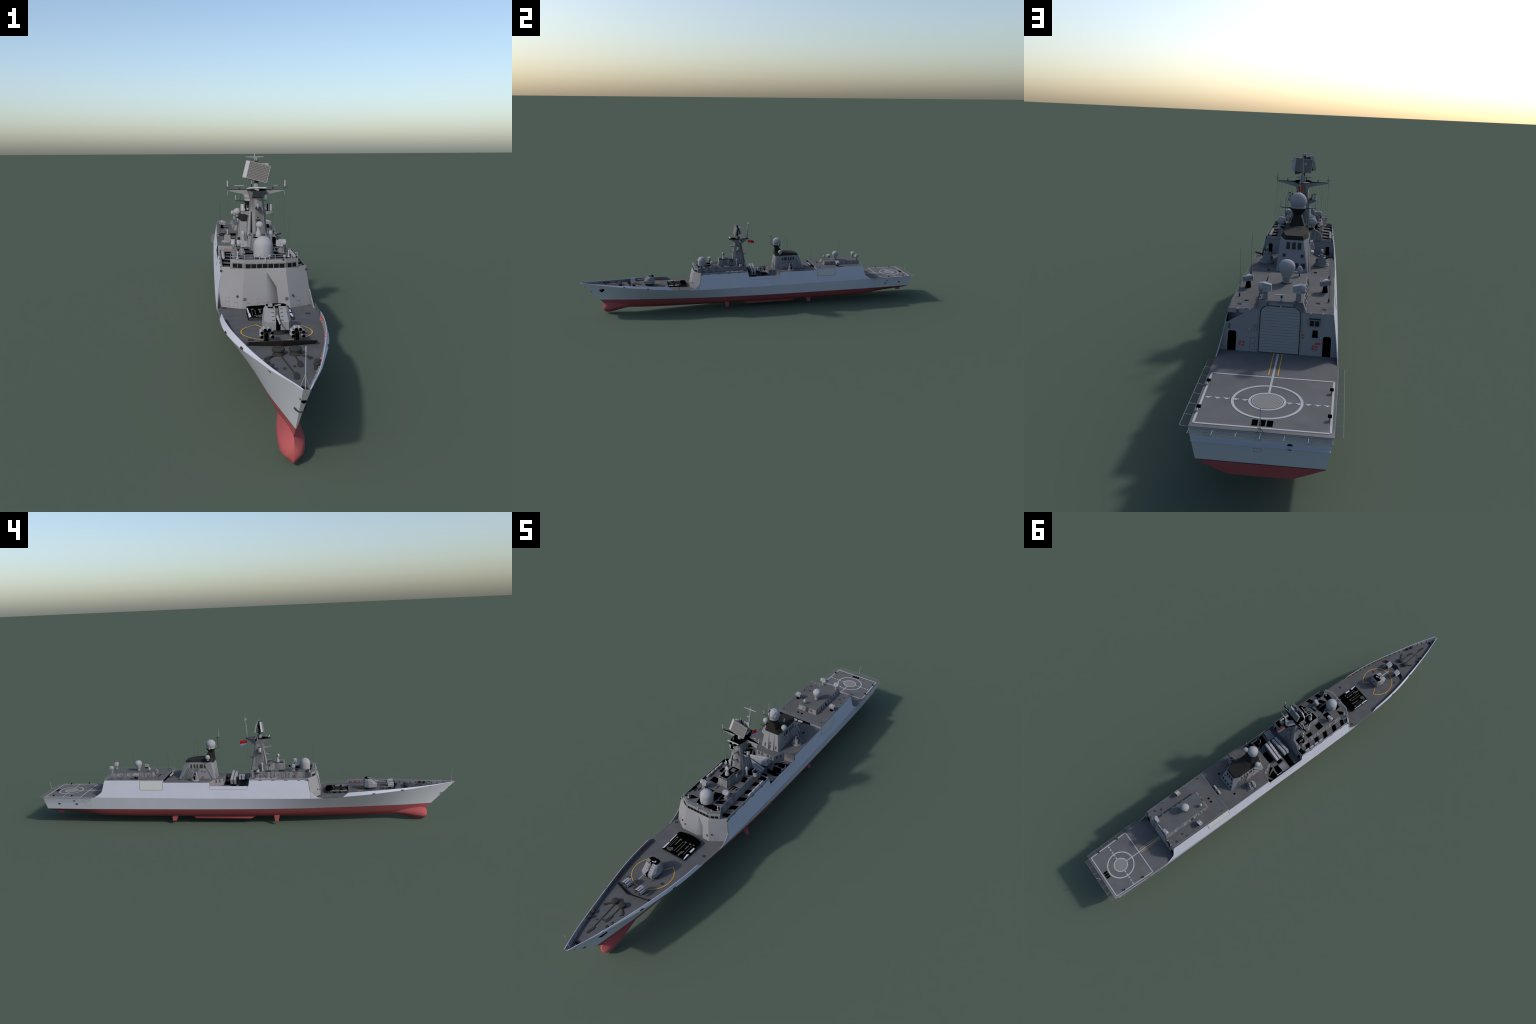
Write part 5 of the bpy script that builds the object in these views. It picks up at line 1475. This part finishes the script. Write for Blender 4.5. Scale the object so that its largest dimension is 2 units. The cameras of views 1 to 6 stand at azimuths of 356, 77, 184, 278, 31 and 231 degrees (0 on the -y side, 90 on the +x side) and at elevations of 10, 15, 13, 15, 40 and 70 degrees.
b.box((-.0775, HY(.164) + .0008, .1640), (.0100, .0014, .0034), ORANGE)
b.box((.1012, HY(.1890) + .0006, .1895), (.0036, .0012, .0042), VENT); b.box((.1015, HY(.1840) + .0006, .1842), (.0036, .0012, .0042), VENT)
b.box((.0865, HY(.217) + .0004, .2170), (.0042, .0012, .0068), VENT)
for x, z, w, h in ((.0480, .1875, .0065, .0110), (.0530, .1555, .0100, .0225)):
    pts = [(x + a, z + c) for a, c in ((-w / 2, -h / 2), (w / 2, -h / 2), (w / 2, h / 2), (-w / 2, h / 2), (-w / 2, -h / 2))]
    b.path([(a, HY(c) + .0003, c) for a, c in pts], .0002, VENT, n=4)
b.path([(.0500, HY(.1565) + .0005, .1565), (.0560, HY(.1560) + .0005, .1560)], .0005, VENT, n=4)
b.box((.0478, HY(.1875) + .0003, .1875), (.0035, .0006, .0060), STRIP)
b.done("wall_fitting", door)
ring((.0748, HY(.155) + .0012, .1550), parent=door); ring((-.0712, HY(.155) + .0012, .1555), parent=door)

# ------------------------------------------------------------------ flight deck
ZF = .1395
b = M()
dkx = lambda y: kx(y) - .0002
b.grid([[(-dkx(y), y, ZF), (0, y, ZF + .0002), (dkx(y), y, ZF)] for y in np.linspace(.650, .9805, 14)], DECK2)
b.grid([[(s * kx(y), y, kz(y)) for s in (1,)] + [(dkx(y), y, ZF)] for y in np.linspace(.70, .9805, 10)], PAINT)
b.grid([[(-kx(y), y, kz(y)), (-dkx(y), y, ZF)] for y in np.linspace(.70, .9805, 10)], PAINT)
b.face([(-kx(.98), .98, kz(.98)), (kx(.98), .98, kz(.98)), (dkx(.9805), .9805, ZF), (-dkx(.9805), .9805, ZF)], PAINT)
fd = b.done("flight_deck")
b = M()
zf = ZF + .0004; h = .0003
def bar(x0, y0, x1, y1, w, mat=WHITE):
    d = Vector((x1 - x0, y1 - y0)); L_ = d.length; a = math.atan2(d.y, d.x)
    b.box(((x0 + x1) / 2, (y0 + y1) / 2, zf), (L_, w, h), mat, rz=a)
cs = [(.1110, .7862), (-.1110, .7862), (-.1052, .9688), (.1052, .9688)]
for p, q in zip(cs, cs[1:] + cs[:1]): bar(*p, *q, .0036)
bar(0, .676, 0, .7845, .0040); bar(0, .788, 0, .850, .0038)
for x in (-.0085, .0085): bar(x, .676, x, .778, .0020, YELLOW)
zfl = lambda y: zf + .0002
arc_strip(b, 0, .8812, .0555, .0602, 0, 360, zfl, WHITE, 72)
arc_strip(b, 0, .8812, .0275, .0316, 0, 360, zfl, WHITE, 56)
arc_strip(b, 0, .8812, .0246, .0256, 0, 360, zfl, WHITE, 56)
for s in (1, -1):
    for x in (.0370, .0525, .0682, .0836, .0990):
        bar(s * x - .0052, .8805, s * x + .0052, .8805, .0026)
        b.box((s * x, .8833, zf), (.0042, .0030, h), WHITE)
for x in (-.0117, 0, .0117): b.box((x, .9535, zf), (.0094, .0185, h), BLACK)
b.done("deck_marking", fd)
b = M()
n = 40
b.face([(.0246 * math.cos(2 * math.pi * i / n), .8812 + .0246 * math.sin(2 * math.pi * i / n), ZF + .0007) for i in range(n)], HATCH)
b.done("landing_grid", fd)
lm = M()
lm.tube((0, 0, 0), (0, 0, .0045), .0007, DARK, n=6); lm.box((0, 0, .0068), (.0065, .0045, .0046), BLACK, rx=.2)
lme = lm.mesh("deck_light")
for x, y in ((.1085, .8310), (-.1065, .8319), (.1052, .9279), (-.1035, .9268)): put(lme, "deck_light", fd, (x, y, ZF))
b = M()
b.tube((0, .9855, ZF - .001), (.0003, .9930, .1862), .0006, METAL, n=6)
for dx, dy in ((-.006, -.002), (.006, -.002), (0, -.007)): b.tube((0, .9870, .1500), (dx, .9855 + dy, ZF), .0004, DARK, n=5)
b.box((0.002, .9868, .1500), (.005, .002, .002), METAL)
b.done("ensign_staff")
# safety nets: framed wire panels
def net_panel(p0, p1, p2, p3):
    b = M()
    P = [Vector(p) for p in (p0, p1, p2, p3)]
    for a, c in zip(P, P[1:] + P[:1]): b.tube(a, c, .00034, WIRE, n=5)
    for i in range(1, 17):
        t = i / 17; b.tube(P[0].lerp(P[1], t), P[3].lerp(P[2], t), .00013, NETW, n=3)
    for i in range(1, 7):
        t = i / 7; b.tube(P[0].lerp(P[3], t), P[1].lerp(P[2], t), .00013, NETW, n=3)
    return b
for s in (1, -1):
    N = 7
    for k in range(N):
        ya_, yb_ = .7225 + (.9780 - .7225) * k / N, .7225 + (.9780 - .7225) * (k + .985) / N
        xo = lambda y: .1310 + (.1246 - .1310) * (y - .7225) / .2555
        net_panel((s * (kx(ya_) + .0003), ya_, .1372), (s * (kx(yb_) + .0003), yb_, .1372), (s * xo(yb_), yb_, .1388), (s * xo(ya_), ya_, .1388)).done("safety_net", fd)
N = 6
for k in range(N):
    xa_, xb_ = -.1085 + .217 * k / N, -.1085 + .217 * (k + .985) / N
    net_panel((xa_, .9815, .1372), (xb_, .9815, .1372), (xb_, .9990, .1388), (xa_, .9990, .1388)).done("safety_net", fd)

# life rafts in the side passages
for s in (1, -1):
    for y in (-.0900, -.1160, -.1425, -.1690): put(RAFT, "life_raft", None, (s * .0955, y, .2258))
b = M()
for s in (1, -1):
    for y in (-.0900, -.1160, -.1425, -.1690): b.box((s * .0955, y, .2230), (.004, .016, .004), DARK)
b.done("raft_rack")
